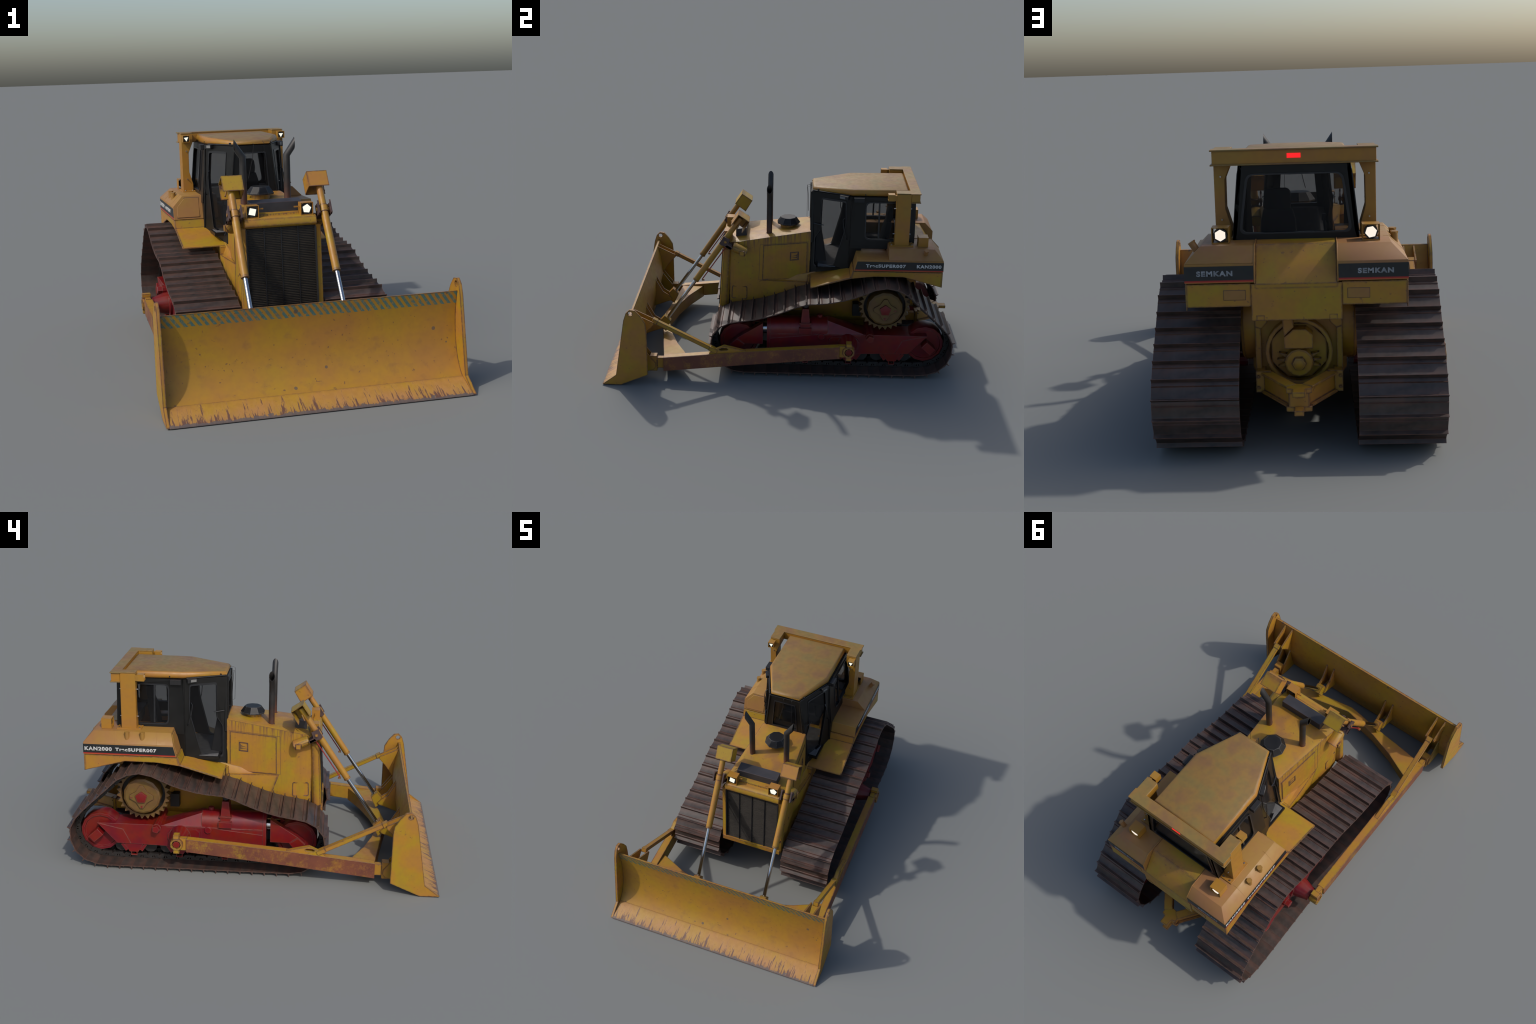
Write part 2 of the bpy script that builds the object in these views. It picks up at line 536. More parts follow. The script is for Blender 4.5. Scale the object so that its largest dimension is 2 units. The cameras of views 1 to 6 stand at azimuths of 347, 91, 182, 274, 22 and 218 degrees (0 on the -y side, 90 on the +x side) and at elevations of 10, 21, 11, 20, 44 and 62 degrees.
# ------------------------------------------------------------------ push frame
def arm_ring(y, zb, zt, x0=0.514, x1=0.556):
    return [(x0, y, zb), (x1, y, zb), (x1, y, zt), (x0, y, zt)]


push_arm = both("push_arm", lambda: Geo().loft([arm_ring(-0.661, 0.046, 0.131), arm_ring(-0.19, 0.096, 0.178), arm_ring(0.336, 0.146, 0.219)]), YELLOW, bevel=0.001)
both("rusted_side_plate", lambda: Geo().loft([arm_ring(-0.661, 0.047, 0.1295, 0.5562, 0.5575), arm_ring(-0.19, 0.097, 0.1765, 0.5562, 0.5575),
                                              arm_ring(0.334, 0.147, 0.2175, 0.5562, 0.5575)]), ARMRUST, push_arm)
# raised lug that carries the diagonal brace
both("brace_lug", lambda: Geo().prism([(-0.408, 0.150), (-0.385, 0.176), (-0.315, 0.207), (-0.266, 0.196), (-0.188, 0.176)], 0.524, 0.548,
                                      holes=[[(-0.345, 0.184), (-0.330, 0.193), (-0.300, 0.193), (-0.293, 0.187), (-0.300, 0.181), (-0.335, 0.178)]]),
     YELLOW, push_arm, bevel=0.001)
both("arm_stub", lambda: Geo().box(0.520, 0.549, -0.705, -0.655, 0.062, 0.126).box(0.513, 0.556, -0.736, -0.697, 0.046, 0.140), YELLOW, push_arm, bevel=0.001)


def pivot():
    g = Geo().box(0.521, 0.549, 0.330, 0.372, 0.152, 0.222)
    ring = [(0.387 + r * math.cos(a), 0.187 + r * math.sin(a)) for r, a in ((0.034, math.tau * k / 8 + 0.39) for k in range(8))]
    inner = [(0.387 + 0.024 * math.cos(math.tau * k / 8), 0.187 + 0.024 * math.sin(math.tau * k / 8)) for k in range(8)]
    g.prism(ring, 0.515, 0.563, holes=[inner])
    g.box(0.517, 0.561, 0.372, 0.404, 0.214, 0.240).box(0.517, 0.561, 0.372, 0.404, 0.136, 0.156)
    return g


both("pivot_collar", pivot, YELLOW, push_arm, bevel=0.001)

cross_front = [(0.515, -0.662), (0.36, -0.684), (0.21, -0.702), (0.0, -0.737)]
cross_rear = [(0.0, -0.698), (0.21, -0.652), (0.36, -0.600), (0.515, -0.526)]
half = [(x, y) for x, y in cross_front] + [(x, y) for x, y in cross_rear]
outline = [(x, y) for x, y in cross_front] + [(-x, y) for x, y in cross_front[::-1][1:]] + [(-x, y) for x, y in cross_rear[::-1]] + [(x, y) for x, y in cross_rear[1:]]
part("cross_member", Geo().prism(outline, 0.054, 0.1295, axis="z"), YELLOW, root, bevel=0.001)

# diagonal brace: square strut between lug and blade
def brace():
    a, b = V((0.5345, -0.3955, 0.189)), V((0.5345, -0.702, 0.348))
    d = (b - a).normalized()
    up = V((1, 0, 0)).cross(d).normalized()
    if up.z < 0:
        up = -up
    sq = lambda p, w, h: [p + V((w, 0, 0)) + up * h, p - V((w, 0, 0)) + up * h, p - V((w, 0, 0)) - up * h, p + V((w, 0, 0)) - up * h]
    g = Geo().loft([sq(a, 0.0132, 0.0115), sq(b, 0.0132, 0.0115)])
    g.loft([sq(a - d * 0.045, 0.0165, 0.0125), sq(a + d * 0.004, 0.0165, 0.0125)])
    g.loft([sq(b - d * 0.012, 0.0155, 0.0135), sq(b + d * 0.016, 0.0155, 0.0135)])
    return g


both("diagonal_brace", brace, YELLOW, bevel=0.001)

# ------------------------------------------------------------------ lift cylinders
CX = 0.208
barrel_end, mouth = V((CX, -0.502, 0.470)), V((CX, -0.268, 0.815))
axis_d = (mouth - barrel_end).normalized()
pist = V((CX, -0.672, 0.226))


def barrel():
    g = Geo().rod(barrel_end, barrel_end + axis_d * 0.30, 0.0178, n=20)
    g.rod(barrel_end + axis_d * 0.2995, barrel_end + axis_d * 0.47, 0.0162, n=20)
    g.rod(barrel_end - axis_d * 0.004, barrel_end + axis_d * 0.003, 0.0190, n=20)
    c = barrel_end + axis_d * 0.305
    g.rod(c - axis_d * 0.016, c + axis_d * 0.016, 0.0205, n=20)
    return g


cyl = both("lift_cylinder", barrel, YELLOW, angle=40)
both("piston_rod", lambda: Geo().rod(pist, barrel_end + axis_d * 0.01, 0.0106, n=20), CHROME, cyl, angle=40)
both("rod_clevis", lambda: Geo().prism([(-0.655, 0.206), (-0.690, 0.241), (-0.719, 0.209), (-0.706, 0.160), (-0.685, 0.142)], 0.1885, 0.2285), YELLOW, cyl, bevel=0.001)
both("cylinder_guard", lambda: (Geo()
     .prism([(-0.2505, 0.8895), (-0.2935, 0.8250), (-0.2895, 0.8235), (-0.2475, 0.8850)], 0.152, 0.2485)            # front sheet
     .prism([(-0.2505, 0.8900), (-0.1875, 0.8470), (-0.1895, 0.8430), (-0.2480, 0.8852)], 0.1525, 0.248)            # top sheet
     .prism([(-0.1875, 0.8465), (-0.2290, 0.7770), (-0.2325, 0.7790), (-0.1915, 0.8430)], 0.1530, 0.2475)          # rear sheet
     .prism([(-0.2490, 0.8880), (-0.1885, 0.8455), (-0.2300, 0.7790), (-0.2920, 0.8255)], 0.1515, 0.1555)), YELLOW, cyl)


def yoke():
    g = Geo()
    cheek = [(-0.300, 0.734), (-0.336, 0.752), (-0.362, 0.711), (-0.352, 0.700), (-0.330, 0.692), (-0.294, 0.671), (-0.285, 0.682), (-0.312, 0.703)]
    g.prism(cheek, 0.2325, 0.2405).prism(cheek, 0.1755, 0.1835)
    g.prism([(-0.318, 0.700), (-0.290, 0.684), (-0.296, 0.672), (-0.330, 0.690)], 0.1755, 0.2405)
    g.prism([(-0.338, 0.751), (-0.329, 0.764), (-0.345, 0.739)], 0.2325, 0.2405).prism([(-0.338, 0.751), (-0.329, 0.764), (-0.345, 0.739)], 0.1755, 0.1835)
    return g


yk = both("trunnion_yoke", yoke, BROWNSTEEL, bevel=0.001)
both("trunnion_pin", lambda: Geo().rod((0.172, -0.327, 0.720), (0.244, -0.327, 0.720), 0.0095, n=12), YELLOW, yk)


def pod():
    a, b = V((0.202, -0.288, 0.679)), V((0.202, -0.2085, 0.6435))
    d = (b - a).normalized()
    up = V((1, 0, 0)).cross(d)
    up = up if up.z > 0 else -up
    ring = lambda p, k: [p + V((0.036 * math.cos(t) * k - 0.004, 0, 0)) + up * 0.0275 * math.sin(t) * k for t in (math.tau * i / 14 for i in range(14))]
    return Geo().loft([ring(a, 0.82), ring(a + d * 0.012, 0.97), ring(b, 1.0)]).box(0.226, 0.2385, -0.246, -0.218, 0.634, 0.662)


both("trunnion_mount", pod, YELLOW, angle=40)
both("hydraulic_pipe", lambda: Geo().tube([(CX + 0.008, -0.318, 0.690), (CX + 0.008, -0.463, 0.480)], 0.0032).box(CX + 0.003, CX + 0.013, -0.464, -0.452, 0.470, 0.478),
     REDPIPE, cyl)
both("pipe_fitting", lambda: Geo().box(CX + 0.001, CX + 0.016, -0.467, -0.455, 0.471, 0.4785).rod((0.222, -0.245, 0.826), (0.234, -0.262, 0.796), 0.004, n=8), YELLOW, cyl)

# ------------------------------------------------------------------ engine hood
hood_plan = [(0.137, 0.166), (0.168, -0.145), (0.179, -0.245), (0.172, -0.306)]
rim_z = lambda y: 0.7355 + 0.134 * y if y > -0.30 else 0.6955 + (y + 0.30) * 0.06


def hood_ring(zfun):
    p = [(x, y, zfun(y)) for x, y in hood_plan]
    return p + [(-x, y, z) for x, y, z in p[::-1]]


hood_plan_low = [(0.144, 0.166), (0.170, -0.145), (0.180, -0.245), (0.172, -0.306)]
low = [(x, y, 0.27) for x, y in hood_plan_low]
low = low + [(-x, y, z) for x, y, z in low[::-1]]
crown = [(0.128, 0.1655), (0.133, -0.10), (0.131, -0.21), (0.128, -0.304)]
crown_z = lambda y: 0.7425 + 0.103 * y
crown_ring = [(x, y, crown_z(y)) for x, y in crown]
crown_ring = crown_ring + [(-x, y, z) for x, y, z in crown_ring[::-1]]
hood = part("engine_hood", Geo().loft([low, hood_ring(rim_z), crown_ring]), HOODY, root, angle=25)


def on_side(y, z):
    """Outer x of the hood side at (y, z)."""
    def at(plan):
        for (xa, ya), (xb, yb) in zip(plan, plan[1:]):
            if yb <= y <= ya:
                return xa + (xb - xa) * (ya - y) / (ya - yb)
        return plan[-1][0]
    hi, lo = at(hood_plan), at(hood_plan_low)
    t = (z - 0.27) / (rim_z(y) - 0.27)
    return lo + (hi - lo) * t


def side_sheet(outline, lift, depth, hole=None):
    g = Geo()
    loops = [outline] + ([hole] if hole else [])
    flat = [p for l in loops for p in l]
    n = len(flat)
    tris = tessellate_polygon([[V((p[0], p[1], 0)) for p in l] for l in loops])
    fr = [(on_side(*p) + lift, p[0], p[1]) for p in flat]
    bk = [(on_side(*p) + lift - depth, p[0], p[1]) for p in flat]
    fs = [tuple(t) for t in tris] + [tuple(i + n for i in t)[::-1] for t in tris]
    o = 0
    for l in loops:
        k = len(l)
        fs += [(o + i, o + (i + 1) % k, n + o + (i + 1) % k, n + o + i) for i in range(k)]
        o += k
    return g.add(fr + bk, fs)


door = [(0.146, 0.690), (0.02, 0.682), (-0.107, 0.675), (-0.113, 0.4635), (0.02, 0.4640), (0.146, 0.4645)]
latch = [(0.095, 0.632), (0.050, 0.629), (0.049, 0.583), (0.095, 0.586)]
both("engine_door", lambda: side_sheet(door, 0.0028, 0.006, latch), HOODY, hood, bevel=0.0012)
both("latch_recess", lambda: side_sheet([(0.094, 0.631), (0.051, 0.628), (0.050, 0.584), (0.094, 0.587)], 0.0014, 0.003), HOODY, hood)
both("door_latch", lambda: side_sheet([(0.090, 0.626), (0.085, 0.615), (0.056, 0.606), (0.085, 0.610), (0.086, 0.602), (0.054, 0.600), (0.086, 0.596), (0.090, 0.590)], 0.0022, 0.003), BROWNSTEEL, hood)
grow = lambda pts, d: [(y + (d if y > 0.02 else -d), z + (d if z > 0.57 else -d)) for y, z in pts]
both("panel_seam", lambda: side_sheet(grow(door, 0.0022), 0.0008, 0.003), BROWNSTEEL, hood)
rim = [(0.152, 0.696), (-0.128, 0.679), (-0.134, 0.4615), (0.152, 0.4615)]
both("panel_seam", lambda: side_sheet(grow(rim, 0.0018), 0.0004, 0.003, rim), BROWNSTEEL, hood)
lat = [(0.0985, 0.6355), (0.0465, 0.6325), (0.0455, 0.5795), (0.0985, 0.5825)]
both("latch_frame", lambda: side_sheet(lat, 0.0034, 0.003, latch), BROWNSTEEL, hood)
lowp = rounded([(-0.205, 0.420), (-0.290, 0.422), (-0.294, 0.345), (-0.205, 0.340)], 0.012)
lowp_big = rounded([(-0.2025, 0.4226), (-0.2925, 0.4246), (-0.2965, 0.3424), (-0.2025, 0.3374)], 0.013)

# lower hull that widens under the hood
def hull_ring(y, xt, zt):
    h = [(xt - 0.035, 0.19), (xt, 0.235), (xt, zt - 0.045), (xt - 0.02, zt)]
    r = [(x, y, z) for x, z in h]
    return r + [(-x, y, z) for x, z in [(a, b) for a, b in h[::-1]]]


hull = part("lower_hull", Geo().loft([hull_ring(-0.300, 0.160, 0.44), hull_ring(-0.15, 0.160, 0.44), hull_ring(0.13, 0.172, 0.50), hull_ring(0.40, 0.175, 0.56),
                                      hull_ring(0.66, 0.170, 0.58)]), YELLOW, root, bevel=0.001)
both("step_gusset", lambda: Geo().hexa([(0.150, 0.158, 0.28), (0.203, 0.158, 0.28), (0.200, 0.060, 0.28), (0.160, -0.09, 0.28)],
                                       [(0.140, 0.158, 0.459), (0.187, 0.158, 0.459), (0.182, 0.045, 0.459), (0.1665, -0.141, 0.458)])
     .hexa([(0.130, 0.146, 0.440), (0.186, 0.146, 0.440), (0.186, 0.165, 0.440), (0.130, 0.165, 0.440)],
           [(0.130, 0.152, 0.4955), (0.186, 0.152, 0.4955), (0.186, 0.1665, 0.500), (0.130, 0.1665, 0.500)]), YELLOW, hull)
part("belly_plate", Geo().box(-0.150, 0.150, -0.10, 0.60, 0.165, 0.21), YELLOW, hull)
both("access_panel", lambda: side_sheet(lowp, 0.0022, 0.005), YELLOW, hull)
both("panel_seam", lambda: side_sheet(lowp_big, 0.0009, 0.003), BROWNSTEEL, hull)

# radiator frame and grille
slant = lambda z: -0.350 - (0.66 - z) * 0.062
core = lambda z: slant(z) + 0.009
both("radiator_post", lambda: Geo().add([(x, slant(z) + dy, z) for z in (0.262, 0.657) for x, dy in ((0.1625, 0.004), (0.189, 0.012), (0.189, 0.046), (0.1625, 0.060))],
                                        [(0, 1, 2, 3), (4, 7, 6, 5), (0, 4, 5, 1), (1, 5, 6, 2), (2, 6, 7, 3), (3, 7, 4, 0)]), YELLOW, hood, bevel=0.001)
part("radiator_header", Geo().prism([(-0.355, 0.665), (-0.346, 0.696), (-0.326, 0.704), (-0.295, 0.704), (-0.295, 0.652), (-0.346, 0.655)], -0.167, 0.167), YELLOW, hood, bevel=0.001)
part("radiator_sill", Geo().prism([(slant(0.262) - 0.001, 0.258), (slant(0.285), 0.285), (-0.32, 0.285), (-0.32, 0.258)], -0.183, 0.183), YELLOW, hood, bevel=0.001)
part("radiator_core", Geo().add([(s * 0.161, core(z) + dy, z) for z in (0.284, 0.668) for s, dy in ((-1, 0.0035), (1, 0.0035), (1, 0.06), (-1, 0.06))],
                                [(0, 1, 2, 3), (4, 7, 6, 5), (0, 4, 5, 1), (1, 5, 6, 2), (2, 6, 7, 3), (3, 7, 4, 0)]), RUBBER, hood)
g = Geo()
for i in range(48):
    z = 0.2885 + i * 0.00785
    g.prism([(core(z) + 0.005, z + 0.0008), (core(z) - 0.001, z - 0.0010), (core(z) - 0.0012, z + 0.0008), (core(z) + 0.005, z + 0.0026)], -0.158, 0.158)
slats = part("grille_slats", g, simple("grille_metal", (0.034, 0.028, 0.021), 0.5), hood)
slats["kind"] = "stuff"
g = Geo()
for x in (-0.079, 0.0, 0.079):
    g.add([(x + dx, core(z) + dy, z) for z in (0.286, 0.664) for dx, dy in ((-0.0018, -0.003), (0.0018, -0.003), (0.0018, 0.010), (-0.0018, 0.010))],
          [(0, 1, 2, 3), (4, 7, 6, 5), (0, 4, 5, 1), (1, 5, 6, 2), (2, 6, 7, 3), (3, 7, 4, 0)])
part("grille_bars", g, TRIM, hood)
both("radiator_side_seal", lambda: Geo().add([(x, slant(z) + dy, z) for z in (0.30, 0.650) for x, dy in ((0.1575, 0.002), (0.1640, 0.001), (0.1640, 0.03), (0.1575, 0.03))],
                                             [(0, 1, 2, 3), (4, 7, 6, 5), (0, 4, 5, 1), (1, 5, 6, 2), (2, 6, 7, 3), (3, 7, 4, 0)]), RUBBER, hood)
# dark header box lying across the hood
part("hood_box", Geo().prism([(-0.272, 0.695), (-0.271, 0.7585), (-0.210, 0.7675), (-0.207, 0.700)], -0.122, 0.122), DARKBOX, hood, bevel=0.001)


def rod_v(x, y, z0, z1, r0, r1, n):
    return Geo().rod((x, y, z0), (x, y, z1), r0, r1, n)


# pre-cleaner
pc = part("air_intake_neck", rod_v(0, 0.032, 0.725, 0.780, 0.0455, 0.0455, 12), YELLOW, hood, angle=40)
part("air_intake_cap", Geo().loft([[(r * math.cos(a), 0.034 + r * math.sin(a), z) for a in (math.tau * i / 9 + 0.2 for i in range(9))]
                                   for r, z in ((0.040, 0.766), (0.067, 0.764), (0.069, 0.770), (0.0465, 0.801), (0.044, 0.802))]),
     simple("intake_black", (0.010, 0.0095, 0.0095), 0.5, edge_col=(0.20, 0.20, 0.21), edge=0.7, edge_r=0.004, spec=0.3), hood, angle=20)


def stack():
    """Straight riser, elbow of 35 degrees outwards, mouth sawn off along a vertical plane."""
    x, y, r, n = 0.107, -0.077, 0.0165, 14
    lean = V((math.sin(math.radians(35)), 0.0, math.cos(math.radians(35))))
    circle = [(math.cos(math.tau * k / n), math.sin(math.tau * k / n)) for k in range(n)]
    riser = [[V((x + r * c, y + r * q, z)) for c, q in circle] for z in (0.715, 0.80, 0.90)]
    side = V((lean.z, 0, -lean.x))
    elbow = V((x, y, 0.955))
    mid = (lean + V((0, 0, 1))).normalized()
    mside = V((mid.z, 0, -mid.x))
    riser.append([elbow + mside * (r * 1.04 * c) + V((0, r * q, 0)) for c, q in circle])
    mouth_ring = []
    for c, q in circle:
        p = elbow + side * (r * c) + V((0, r * q, 0))
        mouth_ring.append(p + lean * ((0.1455 - p.x) / lean.x))
    riser.append(mouth_ring)
    g = Geo().loft(riser, caps=False)
    inner = []
    for c, q in circle:
        p = elbow + side * (r * 0.82 * c) + V((0, r * 0.82 * q, 0))
        inner.append(p + lean * ((0.1452 - p.x) / lean.x))
    deep = [p - lean * 0.045 for p in inner]
    return g.loft([mouth_ring, inner, deep], caps=False)


pipe = both("exhaust_pipe", stack, EXHAUST, hood, angle=45)
both("exhaust_flange", lambda: rod_v(0.107, -0.077, 0.712, 0.733, 0.0225, 0.0205, 14), BROWNSTEEL, pipe, angle=40)


# ------------------------------------------------------------------ lamps
def lamp_shell(x0, x1, y0, y1, z0, z1, front, t=0.0025, floor=True):
    """Square sheet hood open at the front and back; front = -1 faces -y."""
    g = Geo()
    g.box(x0, x1, y0, y1, z1 - t, z1)
    if floor:
        g.box(x0, x1, y0, y1, z0, z0 + t)
    g.box(x0, x0 + t, y0, y1, z0 + t, z1 - t).box(x1 - t, x1, y0, y1, z0 + t, z1 - t)
    return g


def lamp_body(cx, cz, r, yf, yb):
    return Geo().loft([[(cx + k * r * math.cos(a), y, cz + k * r * math.sin(a)) for a in (math.tau * i / 10 for i in range(10))]
                       for k, y in ((0.90, yf), (1.0, yf), (1.0, yf + (yb - yf) * 0.4), (0.45, yb))])


def lamp_glow(cx, cz, r, y, dirn, sides, spin):
    return Geo().prism([(cx + r * math.cos(spin + math.tau * i / sides), cz + r * math.sin(spin + math.tau * i / sides)) for i in range(sides)],
                       y, y - dirn * 0.002, axis="y")


def lamp(name, box, front, mat, sides, spin, shell_mat, floor=True, twist=0.35):
    x0, x1, y0, y1, z0, z1 = box
    for s in (1, -1):
        sh = lamp_shell(x0, x1, y0, y1, z0, z1, front, floor=floor)
        ob = part(name, sh if s > 0 else sh.mirrored(), shell_mat, root)
        cx, cz, r = s * (x0 + x1) / 2, (z0 + z1) / 2, (z1 - z0) * 0.44
        yf, yb = (y0 + 0.006, y1 - 0.004) if front < 0 else (y1 - 0.006, y0 + 0.004)
        part("lamp_body", lamp_body(cx, cz, r, yf, yb), RUBBER, ob)
        part("lamp_lens", lamp_glow(cx, cz, r * 0.83, yf, -front, sides - (1 if sides == 5 and s < 0 else 0), spin + (twist if s < 0 else 0.0)), mat, ob)


lamp("headlamp", (0.0975, 0.1560, -0.338, -0.292, 0.700, 0.7575), -1, LAMP, 5, 0.2, CLEAN)
lamp("roof_lamp", (0.2410, 0.2785, 0.5910, 0.6280, 0.9945, 1.0315), -1, LAMP, 3, -math.pi / 2, CLEAN, twist=0.1)
lamp("work_lamp", (0.2255, 0.2850, 0.7730, 0.8290, 0.7285, 0.7835), 1, LAMPR, 6, 0.5, CLEAN)
both("lamp_peg", lambda: Geo().box(0.072, 0.098, -0.315, -0.309, 0.735, 0.741), CLEAN)
both("lamp_bracket", lambda: Geo().box(0.262, 0.2765, 0.628, 0.640, 0.996, 1.026).box(0.1, 0.15, -0.30, -0.28, 0.69, 0.703), CLEAN)

# ------------------------------------------------------------------ fenders and tanks
XO = 0.3715


def skirt():
    outer = [(0.910, 0.606), (0.910, 0.5165), (0.688, 0.576), (0.519, 0.575), (0.395, 0.560), (0.168, 0.4955), (0.168, 0.5015), (0.392, 0.5665), (0.4085, 0.606)]
    g = Geo().prism(outer, XO - 0.004, XO)
    g.hexa([(0.14, 0.166, 0.4955), (XO - 0.004, 0.166, 0.4955), (XO - 0.004, 0.393, 0.5605), (0.14, 0.393, 0.5605)],
           [(0.14, 0.166, 0.5015), (XO - 0.004, 0.166, 0.5015), (XO - 0.004, 0.391, 0.5665), (0.14, 0.391, 0.5665)])
    g.hexa([(0.15, 0.390, 0.561), (XO - 0.0005, 0.390, 0.561), (XO - 0.0005, 0.397, 0.561), (0.15, 0.397, 0.561)],
           [(0.15, 0.4025, 0.607), (XO - 0.0005, 0.4025, 0.607), (XO - 0.0005, 0.4095, 0.607), (0.15, 0.4095, 0.607)])
    g.box(0.152, XO - 0.0005, 0.9035, 0.9095, 0.527, 0.606)
    g.box(0.15, XO - 0.004, 0.405, 0.905, 0.596, 0.604)
    return g


fender = both("fender", skirt, YELLOW, bevel=0.001)
both("panel_seam", lambda: Geo().prism([(0.1695, 0.5495), (0.2445, 0.5495), (0.2445, 0.5845), (0.1695, 0.5845)], 0.9085, 0.9100, axis="y"), BROWNSTEEL, fender)
both("rear_plate", lambda: Geo().prism([(0.171, 0.551), (0.243, 0.551), (0.243, 0.583), (0.171, 0.583)], 0.9092, 0.9118, axis="y"), TANKP, fender, bevel=0.0008)


def tank(low_front):
    xi, xt = 0.138, 0.3195
    y0 = 0.604 if low_front else 0.0
    def ring(z, x, ya, yb):
        return [(xi, ya, z), (x, ya, z), (x, yb, z), (xi, yb, z)]
    g = Geo()
    if not low_front:
        g.loft([ring(0.609, XO + 0.0004, 0.4095, 0.9105), ring(0.676, XO + 0.0004, 0.4265, 0.9105), ring(0.7275, xt, 0.445, 0.8635)])
    else:
        g.loft([ring(0.609, XO + 0.0004, 0.4095, 0.9105), ring(0.675, XO + 0.0004, 0.4265, 0.9105)])
        g.loft([ring(0.6755, XO, 0.604, 0.9105), ring(0.7275, xt, 0.606, 0.8635)])
    g.prism([(0.757, 0.7305), (0.8635, 0.7305), (0.9125, 0.678), (0.9125, 0.606), (0.757, 0.606)], 0.1365, 0.1405)
    return g


tanks = {1: part("fuel_tank", tank(True), TANKP, root, bevel=0.001), -1: part("fuel_tank", tank(False).mirrored(), TANKP, root, bevel=0.001)}
# inspection door on the sloping front of the tall tank
fr = lambda x, t: (-x, 0.4095 + 0.0355 * t, 0.609 + 0.1185 * t)
g = Geo()
dz = [(0.352, 0.08), (0.352, 0.52), (0.310, 0.90), (0.236, 0.90), (0.236, 0.08)]
nrm = V((0, -0.958, 0.287))
g.hexa([V(fr(*p)) + nrm * -0.001 for p in dz], [V(fr(*p)) + nrm * 0.0035 for p in dz])
part("tank_door", g, TANKP, tanks[-1], bevel=0.0012)
big = [(0.354, 0.06), (0.354, 0.535), (0.311, 0.925), (0.234, 0.925), (0.234, 0.06)]
part("panel_seam", Geo().hexa([V(fr(*p)) + nrm * -0.001 for p in big], [V(fr(*p)) + nrm * 0.0008 for p in big]), BROWNSTEEL, tanks[-1])
# weld lines across the sloping shoulder
for y in (0.742, 0.517):
    sec = [(0.300, 0.7278), (0.3198, 0.7281), (0.3722, 0.6765), (0.3722, 0.668), (0.366, 0.668)]
    part("weld_line", Geo().prism([(-x, z) for x, z in sec], y - 0.0008, y + 0.0008, axis="y"), TANKP, tanks[-1])
# fillers
g1 = lambda y: Geo().rod((-0.344, y, 0.690), (-0.344, y, 0.728), 0.0128, n=14).rod((-0.344, y, 0.727), (-0.344, y, 0.733), 0.0145, n=6)
for y in (0.678, 0.596):
    part("filler_cap", g1(y), TANKP, tanks[-1], angle=40)
d = V((0.53, 0, 0.85)).normalized()
b0 = V((0.336, 0.812, 0.700))
part("filler_cap", Geo().rod(b0, b0 + d * 0.036, 0.0125, n=14).rod(b0 + d * 0.035, b0 + d * 0.041, 0.0145, n=5), TANKP, tanks[1], angle=40)

# stripe, red line, lettering
def stripe_side(z0, z1, lift):
    yf = lambda z: 0.4095 + 0.017 * (z - 0.609) / 0.067 + 0.003
    return Geo().prism([(yf(z0), z0), (yf(z1), z1), (0.9105, z1), (0.9105, z0)], XO, XO + lift)


band = both("black_band", lambda: stripe_side(0.6195, 0.6665, 0.0014).prism([(0.1415, 0.6195), (XO + 0.0012, 0.6195), (XO + 0.0012, 0.6665), (0.1415, 0.6665)], 0.9095, 0.9118, axis="y"), STRIPE, tanks)
both("red_band", lambda: stripe_side(0.6115, 0.6195, 0.0013).prism([(0.1415, 0.6115), (XO + 0.0011, 0.6115), (XO + 0.0011, 0.6195), (0.1415, 0.6195)], 0.9095, 0.9117, axis="y"), REDLINE, tanks)


def lettering(word, origin, u, n, width, height, parent, mat):
    """Raised letters: origin = lower-left corner, u = reading direction, n = outward."""
    cu = bpy.data.curves.new("lettering", "FONT")
    cu.body = word
    cu.size = 1.0
    cu.offset = 0.048
    cu.extrude = 0.02
    cu.space_character = 1.2
    tmp = bpy.data.objects.new("lettering_source", cu)
    bpy.context.scene.collection.objects.link(tmp)
    dg = bpy.context.evaluated_depsgraph_get()
    me = bpy.data.meshes.new_from_object(tmp.evaluated_get(dg))
    bpy.data.objects.remove(tmp)
    bpy.data.curves.remove(cu)
    xs, ys = [v.co.x for v in me.vertices], [v.co.y for v in me.vertices]
    x0, x1, y0, y1 = min(xs), max(xs), min(ys), max(ys)
    u, n = V(u), V(n)
    for v in me.vertices:
        a, b = (v.co.x - x0) / (x1 - x0) * width, (v.co.y - y0) / (y1 - y0) * height
        v.co = V(origin) + u * a + V((0, 0, 1)) * b + n * (0.0008 if v.co.z > 0 else -0.0004)
    me.materials.clear()
    me.materials.append(mat)
    return part("lettering", me, mat, parent)


XL = XO + 0.0014
lettering("KAN2000", (-XL, 0.904, 0.6315), (0, -1, 0), (-1, 0, 0), 0.148, 0.0215, band[-1], LETTER)
lettering("TracSUPER007", (-XL, 0.738, 0.6325), (0, -1, 0), (-1, 0, 0), 0.222, 0.0195, band[-1], LETTER)
lettering("TracSUPER007", (XL, 0.475, 0.6320), (0, 1, 0), (1, 0, 0), 0.225, 0.0205, band[1], LETTER)
lettering("KAN2000", (XL, 0.761, 0.6325), (0, 1, 0), (1, 0, 0), 0.138, 0.0205, band[1], LETTER)
lettering("SEMKAN", (0.332, 0.9118, 0.633), (-1, 0, 0), (0, 1, 0), 0.121, 0.0185, band[1], FADEDLETTER)
lettering("SEMKAN", (-0.205, 0.9118, 0.633), (-1, 0, 0), (0, 1, 0), 0.119, 0.0180, band[-1], FADEDLETTER)

